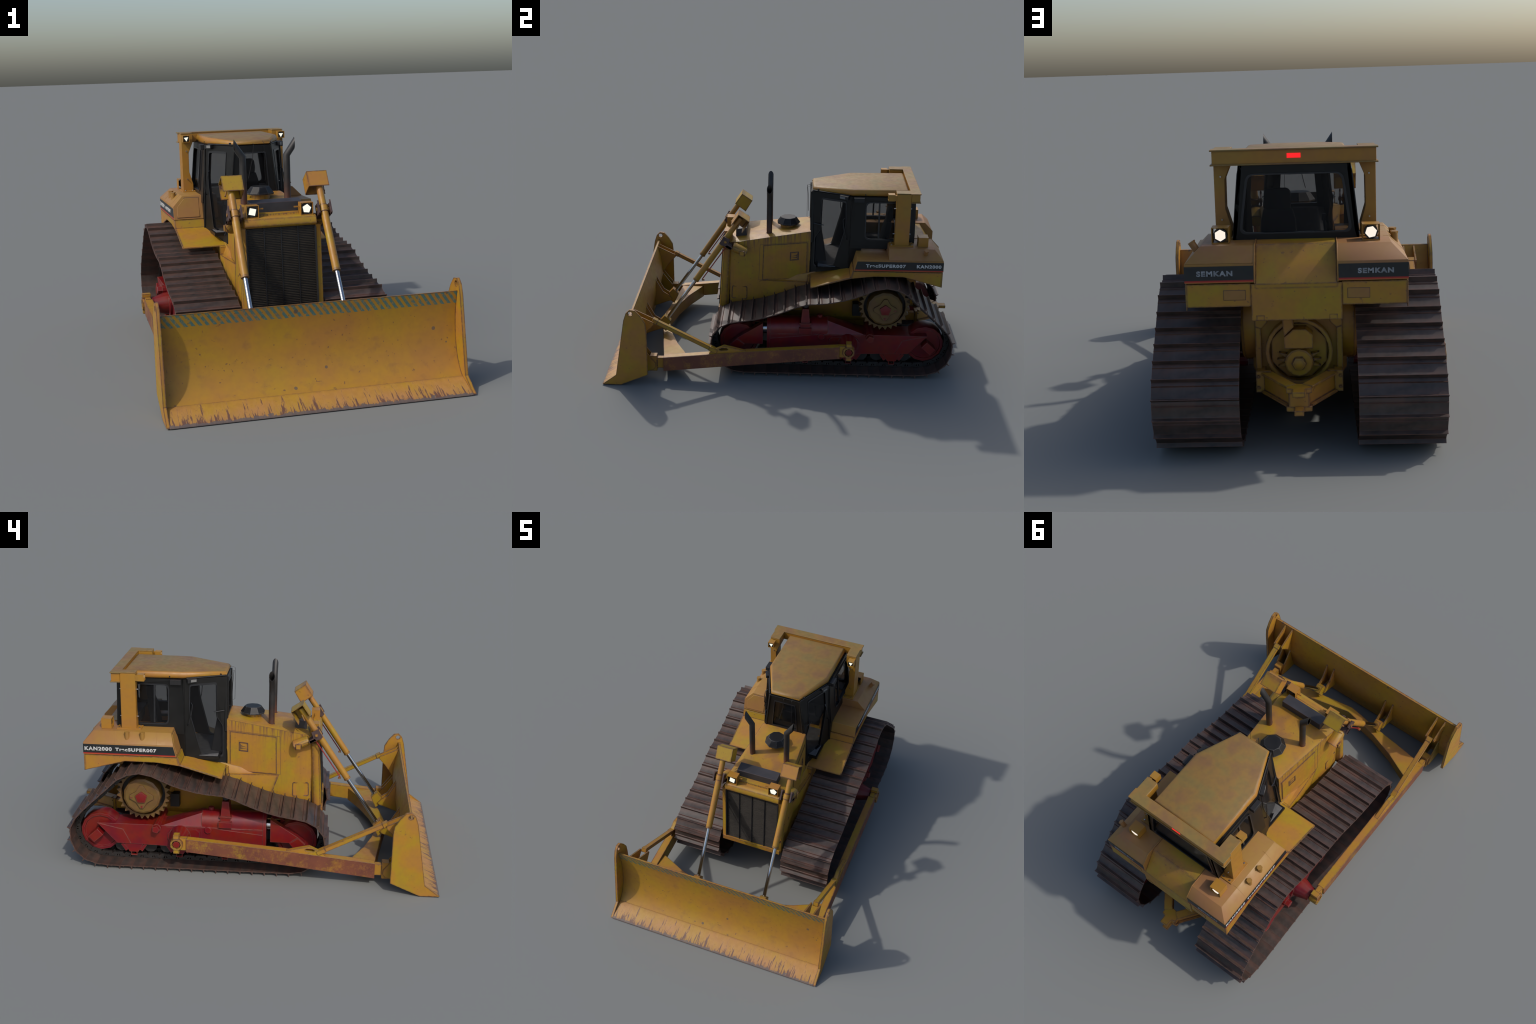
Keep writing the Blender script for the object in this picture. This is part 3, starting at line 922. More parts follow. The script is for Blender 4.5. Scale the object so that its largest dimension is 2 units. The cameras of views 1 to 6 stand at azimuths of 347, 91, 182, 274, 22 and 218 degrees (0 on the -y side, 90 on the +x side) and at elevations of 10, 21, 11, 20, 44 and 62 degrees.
# ------------------------------------------------------------------ cab
A_top, A_bot = V((0.092, 0.1665, 0.990)), V((0.144, 0.1665, 0.507))
B_top, B_bot = V((0.195, 0.395, 0.990)), V((0.2165, 0.385, 0.547))
C_top, C_bot = V((0.192, 0.757, 0.990)), V((0.2225, 0.757, 0.690))
B_mid = V((0.2225, 0.390, 0.690))
mx = lambda p: V((-p.x, p.y, p.z))
cab = part("cab", Geo().box(-0.20, 0.20, 0.20, 0.750, 0.545, 0.560).hexa(
    [(-0.085, 0.175, 0.982), (0.085, 0.175, 0.982), (0.185, 0.40, 0.984), (0.183, 0.745, 0.984), (-0.183, 0.745, 0.984), (-0.185, 0.40, 0.984)],
    [(-0.090, 0.172, 0.993), (0.090, 0.172, 0.993), (0.192, 0.40, 0.993), (0.190, 0.750, 0.993), (-0.190, 0.750, 0.993), (-0.192, 0.40, 0.993)]), BLACK, root)


def uv_of(c, y, z):
    """(u,v) on patch c whose u runs along y and v along z (iterative)."""
    u = v = 0.5
    for _ in range(30):
        lo, hi = c[0].lerp(c[1], u), c[3].lerp(c[2], u)
        v = (z - lo.z) / (hi.z - lo.z)
        le, ri = c[0].lerp(c[3], v), c[1].lerp(c[2], v)
        u = (y - le.y) / (ri.y - le.y)
    return u, v


DEPTH = 0.013
door_c = [A_bot, B_bot, B_top, A_top]
door_glass = rounded([(0.226, 0.951), (0.222, 0.770), (0.191, 0.720), (0.189, 0.556), (0.215, 0.553), (0.300, 0.573), (0.352, 0.770), (0.362, 0.826), (0.360, 0.951)], 0.010, 3)
door_uv = [uv_of(door_c, *p) for p in door_glass]
side_c = [B_mid, C_bot, C_top, B_top]
side_glass = rounded([(0.478, 0.956), (0.4785, 0.747), (0.725, 0.747), (0.725, 0.956)], 0.028, 5)
side_uv = [uv_of(side_c, *p) for p in side_glass]
cab_door = both("cab_door", lambda: Geo().panel(door_c, door_uv, DEPTH), BLACK, cab, bevel=0.001)
both("cab_side", lambda: Geo().panel(side_c, side_uv, DEPTH).prism([(0.388, 0.700), (0.383, 0.546), (0.425, 0.555), (0.460, 0.700)], 0.2085, 0.2185), BLACK, cab, bevel=0.001)
# rear wall
rear_c = [C_bot, mx(C_bot), mx(C_top), C_top]
def uvx(c, x, z):
    v = (z - c[0].z) / (c[3].z - c[0].z)
    le, ri = c[0].lerp(c[3], v), c[1].lerp(c[2], v)
    return (x - le.x) / (ri.x - le.x), v
rear_glass = rounded([(0.186, 0.752), (-0.186, 0.752), (-0.159, 0.951), (0.159, 0.951)], 0.026, 5)
part("cab_rear", Geo().panel(rear_c, [uvx(rear_c, *p) for p in rear_glass], DEPTH), BLACK, cab, bevel=0.001)
F_bot, F_top = V((0.1365, 0.1655, 0.690)), V((0.0935, 0.1665, 0.990))
front_c = [mx(F_bot), F_bot, F_top, mx(F_top)]
wind = rounded([(-0.0765, 0.772), (0.0765, 0.772), (0.0625, 0.952), (-0.0625, 0.952)], 0.006, 2)
part("cab_front", Geo().panel(front_c, [uvx(front_c, *p) for p in wind], DEPTH), BLACK, cab, bevel=0.001)


def seal(c, uv, grow, lift, depth):
    """Raised rubber frame round an opening."""
    cx, cy = sum(p[0] for p in uv) / len(uv), sum(p[1] for p in uv) / len(uv)
    big = [(cx + (p[0] - cx) * grow, cy + (p[1] - cy) * grow) for p in uv]
    return Geo().panel(c, uv, depth, outer=big, lift=lift)


def pane(c, uv, lift=-0.006):
    return Geo().panel(c, None, 0.0018, outer=uv, lift=lift)


wind_uv, rear_uv = [uvx(front_c, *p) for p in wind], [uvx(rear_c, *p) for p in rear_glass]
both("window_pane", lambda: pane(door_c, door_uv), GLASS, cab)
both("window_pane", lambda: pane(side_c, side_uv), GLASS, cab)
part("window_pane", pane(rear_c, rear_uv), GLASS, cab)
part("window_pane", pane(front_c, wind_uv), GLASS, cab)
both("window_seal", lambda: seal(door_c, door_uv, 1.05, 0.0022, 0.006), TRIM, cab)
both("window_seal", lambda: seal(side_c, side_uv, 1.06, 0.0035, 0.008), TRIM, cab)
part("window_seal", seal(rear_c, rear_uv, 1.05, 0.004, 0.008), TRIM, cab)
part("window_seal", seal(front_c, wind_uv, 1.07, 0.003, 0.006), TRIM, cab)
both("window_mullion", lambda: Geo().panel(side_c, None, 0.010, outer=[uv_of(side_c, 0.547, 0.75), uv_of(side_c, 0.556, 0.75), uv_of(side_c, 0.556, 0.955), uv_of(side_c, 0.547, 0.955)], lift=-0.001), TRIM, cab)
both("hinge_pillar", lambda: Geo().tube([B_bot + V((0.001, 0, 0)), B_top + V((0.002, 0, -0.002))], 0.0045, 8), BLACK, cab)
both("front_pillar", lambda: Geo().tube([A_bot + V((0.0, -0.001, 0)), A_top + V((0.0, -0.001, -0.002))], 0.0045, 8), BLACK, cab)

# small fittings on the cab
both("marker_lamp", lambda: Geo().box(0.194, 0.219, 0.405, 0.464, 0.964, 0.990), RUBBER, cab, bevel=0.001)
def door_lamp():
    a, b = V((0.187, 0.378, 0.981)), V((0.166, 0.330, 0.984))
    n_ = V((0.906, -0.42, 0.0))
    g = Geo()
    lo, hi = V((0, 0, -0.010)), V((0, 0, 0.010))
    g.hexa([a + lo, b + lo, b + lo + n_ * 0.018, a + lo + n_ * 0.020], [a + hi, b + hi, b + hi + n_ * 0.018, a + hi + n_ * 0.020])
    return g
both("side_lamp", door_lamp, RUBBER, cab, bevel=0.001)
both("side_lamp_lens", lambda: Geo().hexa([V((0.180, 0.328, 0.977)), V((0.1925, 0.355, 0.976)), V((0.1925, 0.355, 0.989)), V((0.180, 0.328, 0.990))],
                                            [V((0.184, 0.325, 0.977)), V((0.1975, 0.353, 0.976)), V((0.1975, 0.353, 0.989)), V((0.184, 0.325, 0.990))]), simple("grey_lens", (0.16, 0.16, 0.155), 0.4), cab)
nd = V((0.906, -0.419, 0.05))
on_door = lambda y, z, l: (lambda uv: door_c[0].lerp(door_c[1], uv[0]).lerp(door_c[3].lerp(door_c[2], uv[0]), uv[1]) + nd * l)(uv_of(door_c, y, z))
both("grab_handle", lambda: Geo().tube([on_door(0.356, 0.860, 0.0), on_door(0.352, 0.850, 0.014), on_door(0.358, 0.80, 0.016), on_door(0.372, 0.745, 0.014), on_door(0.374, 0.735, 0.0)], 0.0022, 6), TRIM, cab)
both("door_handle", lambda: Geo().tube([on_door(0.240, 0.802, 0.004), on_door(0.222, 0.803, 0.012), on_door(0.186, 0.807, 0.012)], 0.0028, 6), TRIM, cab)
part("wiper", Geo().tube([(0.000, 0.160, 1.000), (0.000, 0.142, 1.000), (-0.006, 0.148, 0.93), (-0.030, 0.150, 0.83)], 0.0014, 6), RUBBER, cab)
part("antenna", Geo().tube([(0.05, 0.168, 1.012), (0.052, 0.140, 1.002), (0.054, 0.142, 0.82), (0.054, 0.16, 0.815)], 0.0009, 5), RUBBER, cab)

# interior
seat = part("seat", Geo().hexa([(0.005, 0.46, 0.60), (0.125, 0.46, 0.60), (0.125, 0.60, 0.60), (0.005, 0.60, 0.60)],
                               [(0.003, 0.45, 0.665), (0.127, 0.45, 0.665), (0.127, 0.60, 0.655), (0.003, 0.60, 0.655)])
            .loft([[(0.065 + w * c, y + dy * s, z) for c, s in ((-1, -1), (1, -1), (1, 1), (-1, 1))] for w, y, dy, z in
                   ((0.062, 0.590, 0.022, 0.640), (0.066, 0.598, 0.020, 0.70), (0.062, 0.612, 0.018, 0.775), (0.052, 0.620, 0.015, 0.815))])
            .loft([[(0.065 + w * c, y + dy * s, z) for c, s in ((-1, -1), (1, -1), (1, 1), (-1, 1))] for w, y, dy, z in
                   ((0.045, 0.618, 0.014, 0.812), (0.049, 0.622, 0.016, 0.845), (0.046, 0.626, 0.014, 0.880), (0.034, 0.628, 0.010, 0.890))]),
            SEATM, cab, bevel=0.006, seg=2)
part("seat_pedestal", Geo().box(0.02, 0.11, 0.48, 0.58, 0.56, 0.601), RUBBER, cab)
part("console", Geo().hexa([(-0.13, 0.178, 0.56), (0.13, 0.178, 0.56), (0.10, 0.26, 0.56), (-0.10, 0.26, 0.56)],
                           [(-0.105, 0.180, 0.755), (0.105, 0.180, 0.755), (0.075, 0.225, 0.765), (-0.075, 0.225, 0.765)])
     .box(0.145, 0.180, 0.44, 0.60, 0.56, 0.68).box(-0.115, -0.045, 0.42, 0.60, 0.56, 0.67), INTERIOR, cab, bevel=0.004)
both("control_lever", lambda: Geo().tube([(0.105, 0.44, 0.67), (0.100, 0.43, 0.745)], 0.004, 8).rod((0.100, 0.43, 0.740), (0.100, 0.43, 0.765), 0.009, 0.008, 10), RUBBER, cab)
part("rear_shelf", Geo().box(-0.195, 0.195, 0.675, 0.744, 0.68, 0.738).box(-0.19, 0.19, 0.21, 0.74, 0.5601, 0.564), FLOORM, cab, bevel=0.001)

# roof
rp = [(0.0875, 0.1745), (0.1830, 0.3970), (0.1815, 0.7175)]
def roof_ring(k, zs, inset=0.0):
    pts = []
    for (x, y), z in zip(rp, zs):
        c = V((0, 0.47))
        p = V((x, y))
        q = p + (c - p).normalized() * inset
        pts.append((q.x, q.y, z))
    return pts + [(-x, y, z) for x, y, z in pts[::-1]]
roof = part("roof", Geo().loft([roof_ring(0, (0.9935, 0.990, 0.987), 0.006), roof_ring(0, (0.998, 0.999, 0.998), -0.003), roof_ring(0, (1.008, 1.013, 1.014), -0.002),
                                roof_ring(0, (1.0145, 1.0255, 1.0275), 0.006), roof_ring(0, (1.0165, 1.0285, 1.0305), 0.016)]), FADED, cab, angle=50)
roof.data.materials.clear()
roof.data.materials.append(CLEAN)
roof.data.materials.append(FADED)
for p in roof.data.polygons:
    p.material_index = 1 if p.normal.z > 0.75 else 0
both("roof_gap_strip", lambda: Geo().tube([(0.096, 0.170, 0.9965), (0.140, 0.275, 0.9950), (0.183, 0.380, 0.9935)], 0.0035, 6), RUBBER, cab)  # added black tube that draws the dark gap under the roof's front edge
both("roof_bolt", lambda: Geo().rod((0.180, 0.470, 1.001), (0.1875, 0.470, 1.001), 0.004, n=8).rod((0.1015, 0.205, 1.003), (0.110, 0.201, 1.003), 0.004, n=8), TRIM, cab)

# ------------------------------------------------------------------ roll-over frame
post_xz = [(0.2795, 0.733), (0.2795, 1.0345), (0.2195, 1.0345), (0.2195, 0.990), (0.2425, 0.935), (0.2435, 0.832), (0.2245, 0.768), (0.2245, 0.733)]
rops = part("rollover_frame", Geo().box(-0.2795, 0.2795, 0.7205, 0.7680, 0.9905, 1.0360), CLEAN, root, bevel=0.001)
both("frame_post", lambda: Geo().prism(post_xz, 0.6385, 0.7195, axis="y"), CLEAN, rops, bevel=0.001)
part("frame_flange", Geo().prism([(0.2195, 0.638), (0.2800, 0.638), (0.2800, 0.715), (0.2865, 0.717), (0.2865, 0.773), (-0.2865, 0.773), (-0.2865, 0.717), (-0.2800, 0.715), (-0.2800, 0.638), (-0.2195, 0.638),
                                  (-0.2195, 0.7185), (0.2195, 0.7185)], 1.0355, 1.0410, axis="z").prism(
    [(0.2865, 0.719), (0.2865, 0.773), (-0.2865, 0.773), (-0.2865, 0.719)], 0.9860, 0.9912, axis="z"), FADED, rops, bevel=0.001)
both("post_foot", lambda: Geo().box(0.218, 0.2865, 0.612, 0.746, 0.7268, 0.7335), CLEAN, rops, bevel=0.001)
def bolts():
    g = Geo()
    for z in (0.945, 0.795):
        g.rod((0.256, 0.628, z), (0.256, 0.640, z), 0.003, n=8).rod((0.256, 0.718, z), (0.256, 0.728, z), 0.003, n=8)
    for y in (0.623, 0.735):
        for x in (0.232, 0.270):
            g.rod((x, y, 0.733), (x, y, 0.738), 0.004, n=6)
    return g
both("frame_bolt", bolts, SILVER, rops)
part("tail_lamp", Geo().box(-0.0235, 0.0235, 0.765, 0.7695, 1.0080, 1.0240), REDLAMP, rops)

# ------------------------------------------------------------------ rear hull, gearbox, tow hitch
rear = part("rear_hull", Geo().prism([(0.745, 0.7280), (0.829, 0.7250), (0.912, 0.6045), (0.912, 0.590), (0.745, 0.590)], -0.1362, 0.1362)
            .prism([(0.745, 0.604), (0.9125, 0.604), (0.9125, 0.478), (0.745, 0.478)], -0.1515, 0.1515), YELLOW, root, bevel=0.001)
gear = part("gearbox_housing", Geo().box(-0.150, 0.150, 0.50, 0.725, 0.19, 0.585), YELLOW, root, bevel=0.001)
RZ = 0.325
ring = lambda r, n, s=0.0: [(r * math.cos(math.tau * i / n + s), RZ + r * math.sin(math.tau * i / n + s)) for i in range(n)]
part("bearing_ring", Geo().prism(ring(0.119, 24), 0.715, 0.764, axis="y", holes=[ring(0.105, 24)]), YELLOW, gear, bevel=0.001)
part("ring_plate", Geo().prism(ring(0.106, 8, math.pi / 8), 0.715, 0.745, axis="y"), YELLOW, gear, bevel=0.001)
part("winch_cover", Geo().prism([(0.050, 0.347), (-0.050, 0.347), (-0.050, 0.395), (-0.026, 0.416), (0.018, 0.416), (0.050, 0.388)], 0.735, 0.803, axis="y")
     .prism([(0.057, 0.470), (0.020, 0.470), (0.016, 0.425), (0.050, 0.392)], 0.735, 0.806, axis="y"), YELLOW, gear, bevel=0.001)
def pinion():
    g = Geo()
    ctr = lambda r, n, y, s=0.0: [(r * math.cos(math.tau * i / n + s), y, 0.293 + r * math.sin(math.tau * i / n + s)) for i in range(n)]
    g.loft([ctr(0.050, 12, 0.735), ctr(0.050, 12, 0.796), ctr(0.046, 12, 0.799)])
    g.loft([ctr(0.024, 6, 0.790), ctr(0.024, 6, 0.812), ctr(0.019, 6, 0.814)])
    for a in (2.72, 3.05, 3.38, 0.42, 0.09, -0.24):
        c, s = math.cos(a), math.sin(a)
        tip = V((0.078 * c, 0.762, 0.293 + 0.078 * s))
        m = V((0.044 * c, 0.762, 0.293 + 0.044 * s))
        t = V((-s, 0, c)) * 0.008
        g.hexa([m + t + V((0, -0.012, 0)), m - t + V((0, -0.012, 0)), tip + V((0, -0.012, 0))], [m + t + V((0, 0.012, 0)), m - t + V((0, 0.012, 0)), tip + V((0, 0.012, 0))])
    return g
part("pinion", pinion(), YELLOW, gear)
both("side_rail", lambda: Geo().box(0.133, 0.154, 0.718, 0.750, 0.235, 0.425).prism([(0.154, 0.415), (0.132, 0.408), (0.110, 0.43), (0.110, 0.478), (0.139, 0.478), (0.139, 0.45), (0.154, 0.44)], 0.72, 0.755, axis="y").box(0.108, 0.136, 0.905, 0.9145, 0.4785, 0.497), YELLOW, gear, bevel=0.001)

def vbar():
    a0, a1 = V((0.116, 0.812)), V((0.028, 0.926))
    d_ = (a1 - a0).normalized()
    n_ = V((d_.y, -d_.x))
    g = Geo()
    for z0, z1, w in ((0.2485, 0.256, 0.022), (0.1835, 0.191, 0.022), (0.188, 0.250, 0.009)):
        o = [a0 + n_ * w, a0 - n_ * w, a1 - n_ * w, a1 + n_ * w]
        drop = (-0.012, -0.012, 0.0, 0.0)
        g.hexa([(p.x, p.y, z0 - q) for p, q in zip(o, drop)], [(p.x, p.y, z1 - q) for p, q in zip(o, drop)])
    g.box(0.100, 0.152, 0.796, 0.814, 0.194, 0.270)
    g.box(0.120, 0.152, 0.70, 0.800, 0.21, 0.262)
    for z in (0.212, 0.252):
        g.rod((0.143, 0.812, z), (0.143, 0.821, z), 0.0045, n=8)
    return g
bar = both("tow_bar", vbar, YELLOW, bevel=0.0008)
part("tow_hitch", Geo().prism([(-0.0435, 0.905), (0.0435, 0.905), (0.0435, 0.955), (0.022, 0.960), (0.022, 0.999), (-0.022, 0.999), (-0.022, 0.960), (-0.0435, 0.955)], 0.236, 0.2535, axis="z")
     .prism([(-0.0435, 0.905), (0.0435, 0.905), (0.0435, 0.955), (0.016, 0.960), (0.016, 1.0015), (-0.016, 1.0015), (-0.016, 0.960), (-0.0435, 0.955)], 0.172, 0.190, axis="z")
     .box(-0.036, 0.036, 0.915, 0.952, 0.18, 0.245), YELLOW, root, bevel=0.0012)
part("hitch_web", Geo().box(-0.034, 0.034, 0.950, 0.958, 0.188, 0.238).box(-0.012, 0.012, 0.957, 0.9605, 0.222, 0.2365), YELLOW, root, bevel=0.001)

# ------------------------------------------------------------------ crawler tracks
TX, HALF = 0.3485, 0.1485
path = [(0.245, 0.0215), (-0.215, 0.0225), (-0.278, 0.034), (-0.340, 0.073), (-0.383, 0.130), (-0.397, 0.190), (-0.380, 0.260), (-0.327, 0.312), (-0.259, 0.331),
        (-0.192, 0.338), (-0.128, 0.350), (-0.061, 0.369), (0.0, 0.390), (0.061, 0.415), (0.125, 0.445), (0.185, 0.4475), (0.252, 0.4525), (0.316, 0.464),
        (0.383, 0.482), (0.443, 0.503), (0.503, 0.533), (0.568, 0.556), (0.631, 0.548), (0.693, 0.528), (0.746, 0.475), (0.795, 0.428), (0.893, 0.336),
        (0.957, 0.262), (0.971, 0.225), (0.971, 0.160), (0.949, 0.098), (0.900, 0.050), (0.838, 0.028), (0.767, 0.0215)]
closed = path + [path[0]]
lens = [(V(b) - V(a)).length for a, b in zip(closed, closed[1:])]
total = sum(lens)
N = round(total / 0.0662)


def along(s):
    s %= total
    for (a, b), l in zip(zip(closed, closed[1:]), lens):
        if s <= l:
            return V(a).lerp(V(b), s / l)
        s -= l
    return V(closed[0])


joints = [along(total * i / N) for i in range(N)]
pitch = total / N
h = pitch / 2


def shoe_mesh():
    prof = [(-h - 0.001, -0.0005), (-h - 0.002, 0.0035), (-h + 0.004, 0.0062), (-h + 0.012, 0.0060), (-h + 0.0145, 0.0095), (-h + 0.017, 0.0058), (h - 0.020, 0.0046), (h - 0.0095, 0.0075),
            (h - 0.0052, 0.0222), (h - 0.0030, 0.0222), (h - 0.0010, 0.0060), (h + 0.001, 0.0), (h - 0.006, 0.0008)]
    return mesh_from(Geo().prism(prof, -HALF, HALF), "track_shoe", angle=28)


shoe = shoe_mesh()
shoe.materials.append(SHOE)
chain_mats = []
tracks = {}
for s in (1, -1):
    g = Geo()
    frames = []
    for i in range(N):
        a, b = joints[i], joints[(i + 1) % N]
        dy = (b - a).normalized()
        yv = V((0, dy.x, dy.y))
        # outward is to the left of travel (the bottom run goes forward)
        out = V((0, -dy.y, dy.x))
        ctr = (a + b) / 2
        xv = yv.cross(out)
        frames.append((Matrix((xv, yv, out)).transposed(), V((s * TX, ctr.x, ctr.y))))
    link_poly = [(-h - 0.003, -0.0015), (-h - 0.003, -0.016), (-h + 0.008, -0.0285), (h - 0.008, -0.0285), (h + 0.001, -0.016), (h + 0.001, -0.0015)]
    tri1 = [(-0.012, -0.006), (-0.003, -0.006), (-0.003, -0.020)]
    tri2 = [(0.003, -0.006), (0.012, -0.006), (0.003, -0.020)]
    for k, (R, t) in enumerate(frames):
        for xo in (-0.037, 0.037):
            l = Geo().prism(link_poly, xo - 0.009, xo + 0.009, holes=[tri1, tri2])
            l.v = [R @ p + t for p in l.v]
            g.add(l.v, l.f)
        pin = Geo().rod((-0.050, -h, -0.014), (0.050, -h, -0.014), 0.0075, n=8)
        g.add([R @ p + t for p in pin.v], pin.f)
    tr = part("track_chain", g, LINK, root)
    tr["kind"] = "stuff"
    tracks[s] = tr
    for R, t in frames:
        ob = bpy.data.objects.new("track_shoe", shoe)
        bpy.context.scene.collection.objects.link(ob)
        ob.matrix_world = Matrix.Translation(t) @ R.to_4x4()
        ob.parent = tr

# ------------------------------------------------------------------ undercarriage (red roller frame)
def polar(y, z, r, n, spin=0.0):
    return [(y + r * math.cos(spin + math.tau * i / n), z + r * math.sin(spin + math.tau * i / n)) for i in range(n)]


SY, SZ = 0.592, 0.397


def frame_beam():
    g = Geo()
    g.prism([(0.842, 0.232), (0.735, 0.118), (0.30, 0.108), (-0.06, 0.105), (-0.06, 0.20), (0.28, 0.235)], 0.285, 0.418)
    # recoil cylinder: round top over a flat flank
    rings = []
    for y, k in ((-0.068, 1.0), (0.272, 1.0)):
        arc = [(0.351 + 0.066 * math.cos(t), 0.246 + 0.066 * math.sin(t)) for t in (math.pi * i / 12 for i in range(13))]
        rings.append([(x, y, z) for x, z in arc] + [(0.285, y, 0.100), (0.417, y, 0.100)])
    g.loft(rings)
    rings = []
    for y, rx, rz, zc in ((-0.078, 0.066, 0.070, 0.246), (-0.060, 0.066, 0.070, 0.246)):
        arc = [(0.351 + (rx + 0.004) * math.cos(t), zc + rz * math.sin(t)) for t in (math.pi * i / 12 for i in range(13))]
        rings.append([(x, y, z) for x, z in arc] + [(0.281, y, 0.097), (0.421, y, 0.097)])
    g.loft(rings)
    # tapering shoulder behind the cylinder
    g.hexa([(0.295, 0.268, 0.235), (0.419, 0.268, 0.235), (0.419, 0.49, 0.231), (0.295, 0.49, 0.231)],
           [(0.315, 0.268, 0.306), (0.384, 0.268, 0.306), (0.410, 0.47, 0.236), (0.30, 0.47, 0.236)])
    g.box(0.415, 0.4195, -0.058, 0.46, 0.2255, 0.2315)
    # raised border on the rear flank
    g.prism([(0.842, 0.232), (0.735, 0.118), (0.66, 0.117), (0.70, 0.20)], 0.41, 0.4205)
    return g


frame_ = both("roller_frame", frame_beam, RED, bevel=0.001, angle=40)
both("idler_fork", lambda: Geo().prism([(-0.101, 0.297), (-0.101, 0.166), (-0.205, 0.165), (-0.242, 0.118), (-0.292, 0.163), (-0.250, 0.200)], 0.380, 0.424)
     .prism([(-0.101, 0.297), (-0.101, 0.166), (-0.205, 0.165), (-0.242, 0.118), (-0.292, 0.163), (-0.250, 0.200)], 0.283, 0.318)
     .prism([(-0.205, 0.166), (-0.242, 0.120), (-0.290, 0.163), (-0.250, 0.199)], 0.418, 0.433), RED, frame_, bevel=0.001)
both("recoil_rod", lambda: Geo().rod((0.345, -0.15, 0.235), (0.345, -0.06, 0.235), 0.034, n=16), CHROME, frame_, angle=40)


def idler(y, z):
    return lambda: Geo().disc_x(y, z, [(0.290, 0.10), (0.292, 0.112), (0.370, 0.114), (0.382, 0.108), (0.382, 0.094), (0.372, 0.090), (0.374, 0.0)], n=14, spin=0.2)


both("idler_wheel", idler(0.832, 0.166), RED, frame_, angle=30)
both("idler_wheel", idler(-0.243, 0.166), RED, frame_, angle=30)
def hub_block():
    c, a = V((0.852, 0.158)), math.radians(-42)
    u, w = V((math.cos(a), math.sin(a))), V((-math.sin(a), math.cos(a)))
    q = [c + u * 0.034 + w * 0.023, c - u * 0.034 + w * 0.023, c - u * 0.034 - w * 0.023, c + u * 0.034 - w * 0.023]
    return Geo().prism([(p.x, p.y) for p in q], 0.365, 0.428)
both("idler_bearing", hub_block, RED, frame_, bevel=0.001)
both("frame_pin", lambda: Geo().rod((0.20, 0.513, 0.225), (0.440, 0.513, 0.225), 0.0245, n=10).rod((0.4395, 0.513, 0.225), (0.464, 0.513, 0.225), 0.023, 0.021, n=5), RED, frame_, angle=30)
both("filler_boss", lambda: Geo().rod((0.405, 0.235, 0.219), (0.428, 0.235, 0.219), 0.0215, 0.0195, n=7).rod((0.345, 0.225, 0.30), (0.345, 0.225, 0.325), 0.017, n=8), RED, frame_, bevel=0.001)


def trunnion():
    pad = [(0.455, 0.165), (0.455, 0.19), (0.435, 0.215), (0.30, 0.222), (0.28, 0.205), (0.28, 0.175), (0.31, 0.13), (0.43, 0.12)]
    g = Geo().prism(pad, 0.41, 0.430)
    g.disc_x(0.387, 0.180, [(0.415, 0.058), (0.445, 0.056), (0.498, 0.040), (0.512, 0.040), (0.513, 0.0)], n=14)
    g.disc_x(0.387, 0.187, [(0.50, 0.020), (0.558, 0.020), (0.560, 0.0)], n=6)
    return g
both("arm_trunnion", trunnion, RED, frame_, angle=35)


def roller_mount():
    g = Geo()
    for y in (0.645, 0.395, 0.145, -0.02):
        g.prism([(y - 0.055, 0.119), (y + 0.055, 0.119), (y + 0.024, 0.066), (y - 0.024, 0.066)], 0.385, 0.414)
        g.prism([(y - 0.072, 0.108), (y - 0.058, 0.117), (y - 0.030, 0.080), (y - 0.046, 0.068)], 0.390, 0.412)
        g.prism([(y + 0.072, 0.108), (y + 0.058, 0.117), (y + 0.030, 0.080), (y + 0.046, 0.068)], 0.390, 0.412)
        g.box(0.388, 0.412, y - 0.017, y + 0.017, 0.044, 0.048).box(0.388, 0.412, y - 0.017, y - 0.013, 0.047, 0.068).box(0.388, 0.412, y + 0.013, y + 0.017, 0.047, 0.068)
    return g
both("roller_bracket", roller_mount, RED, frame_, bevel=0.001)
def rollers():
    g = Geo()
    for y in (0.72, 0.645, 0.56, 0.47, 0.395, 0.30, 0.22, 0.145, 0.06, -0.02, -0.10):
        g.disc_x(y, 0.088, [(0.285, 0.030), (0.285, 0.036), (0.375, 0.036), (0.375, 0.030)], n=12)
    return g
rl = both("track_rollers", rollers, LINK, frame_)
both("carrier_post", lambda: Geo().hexa([(0.33, 0.116, 0.30), (0.415, 0.116, 0.30), (0.415, 0.168, 0.30), (0.33, 0.168, 0.30)], [(0.335, 0.124, 0.385), (0.412, 0.124, 0.385), (0.412, 0.160, 0.385), (0.335, 0.160, 0.385)])
     .box(0.325, 0.422, 0.108, 0.176, 0.2935, 0.3005).box(0.33, 0.418, 0.114, 0.170, 0.262, 0.294).box(0.36, 0.432, 0.106, 0.178, 0.238, 0.272), RED, frame_, bevel=0.001)
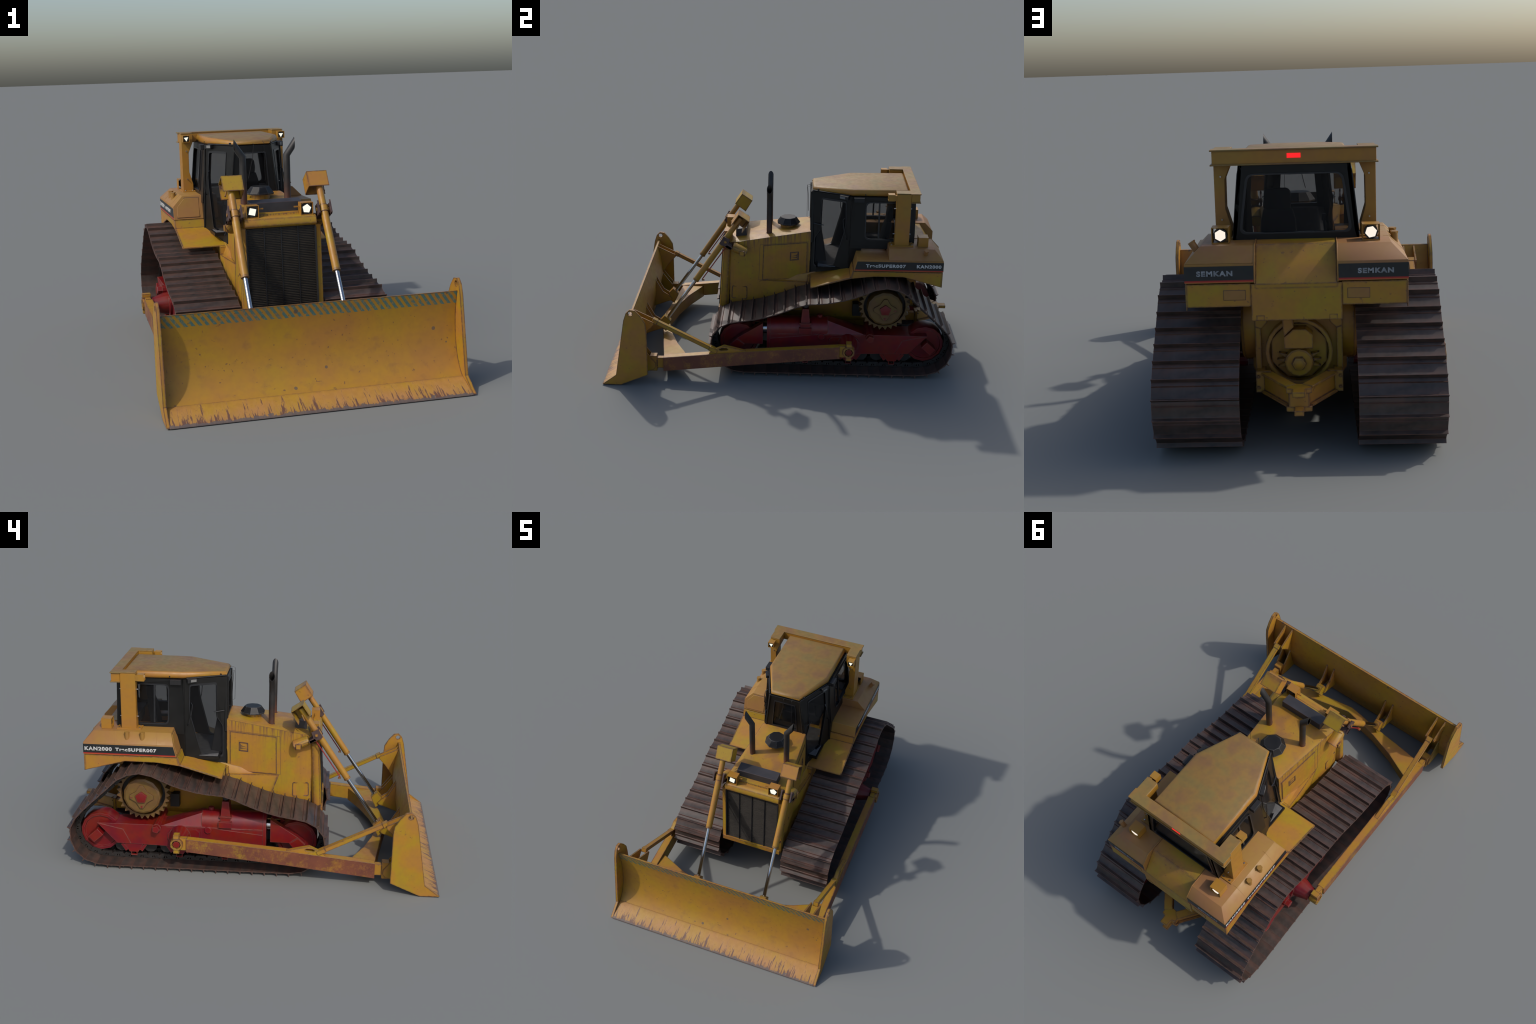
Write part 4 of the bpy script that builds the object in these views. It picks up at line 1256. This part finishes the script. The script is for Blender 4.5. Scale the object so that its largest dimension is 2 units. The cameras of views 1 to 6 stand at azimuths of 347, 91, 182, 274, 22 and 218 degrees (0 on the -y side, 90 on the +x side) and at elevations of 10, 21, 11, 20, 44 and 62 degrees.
both("carrier_roller", lambda: Geo().disc_x(0.142, 0.402, [(0.29, 0.015), (0.29, 0.018), (0.40, 0.018), (0.405, 0.012)], n=10), LINK, frame_)


# drive sprocket
def sprocket_ring():
    teeth, out = 27, []
    for i in range(teeth):
        for f, r in ((0.0, 0.128), (0.12, 0.128), (0.55, 0.1465), (0.62, 0.1460)):
            a = math.tau * (i + f) / teeth
            out.append((SY + r * math.cos(a), SZ + r * math.sin(a)))
    return Geo().prism(out, 0.335, 0.380, holes=[polar(SY, SZ, 0.120, 24)])
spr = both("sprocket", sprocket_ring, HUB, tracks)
both("sprocket_web", lambda: Geo().disc_x(SY, SZ, [(0.20, 0.112), (0.338, 0.122), (0.345, 0.0)], n=24), LINK, spr)
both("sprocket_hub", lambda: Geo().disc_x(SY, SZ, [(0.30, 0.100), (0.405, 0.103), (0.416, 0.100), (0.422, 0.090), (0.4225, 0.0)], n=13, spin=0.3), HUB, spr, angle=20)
def star():
    pts = []
    for i in range(4):
        a = math.pi / 2 * i + math.pi / 2
        for da, r in ((-0.14, 0.066), (0.14, 0.066), (math.pi / 4, 0.043)):
            pts.append((SY + r * math.cos(a + da), SZ + r * math.sin(a + da)))
    return Geo().prism(pts, 0.418, 0.4325)
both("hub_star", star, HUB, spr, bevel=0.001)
both("hub_cap", lambda: Geo().disc_x(SY, SZ, [(0.428, 0.034), (0.443, 0.033), (0.446, 0.012), (0.4465, 0.0)], n=5, spin=0.3), RED, spr, angle=15)
both("hub_bolt", lambda: Geo().prism([(SY - 0.006, SZ - 0.048), (SY + 0.006, SZ - 0.048), (SY + 0.004, SZ - 0.062), (SY - 0.004, SZ - 0.062)], 0.430, 0.4345)
     .prism([(SY + 0.046, SZ - 0.003), (SY + 0.064, SZ - 0.001), (SY + 0.058, SZ - 0.009)], 0.430, 0.4345), RED, spr)
both("final_drive", lambda: Geo().disc_x(SY, SZ + 0.01, [(0.15, 0.150), (0.196, 0.150), (0.206, 0.140), (0.206, 0.0)], n=20), YELLOW, root, angle=40)
both("hull_box", lambda: Geo().box(0.19, 0.235, 0.42, 0.47, 0.27, 0.345), RUBBER, hull)
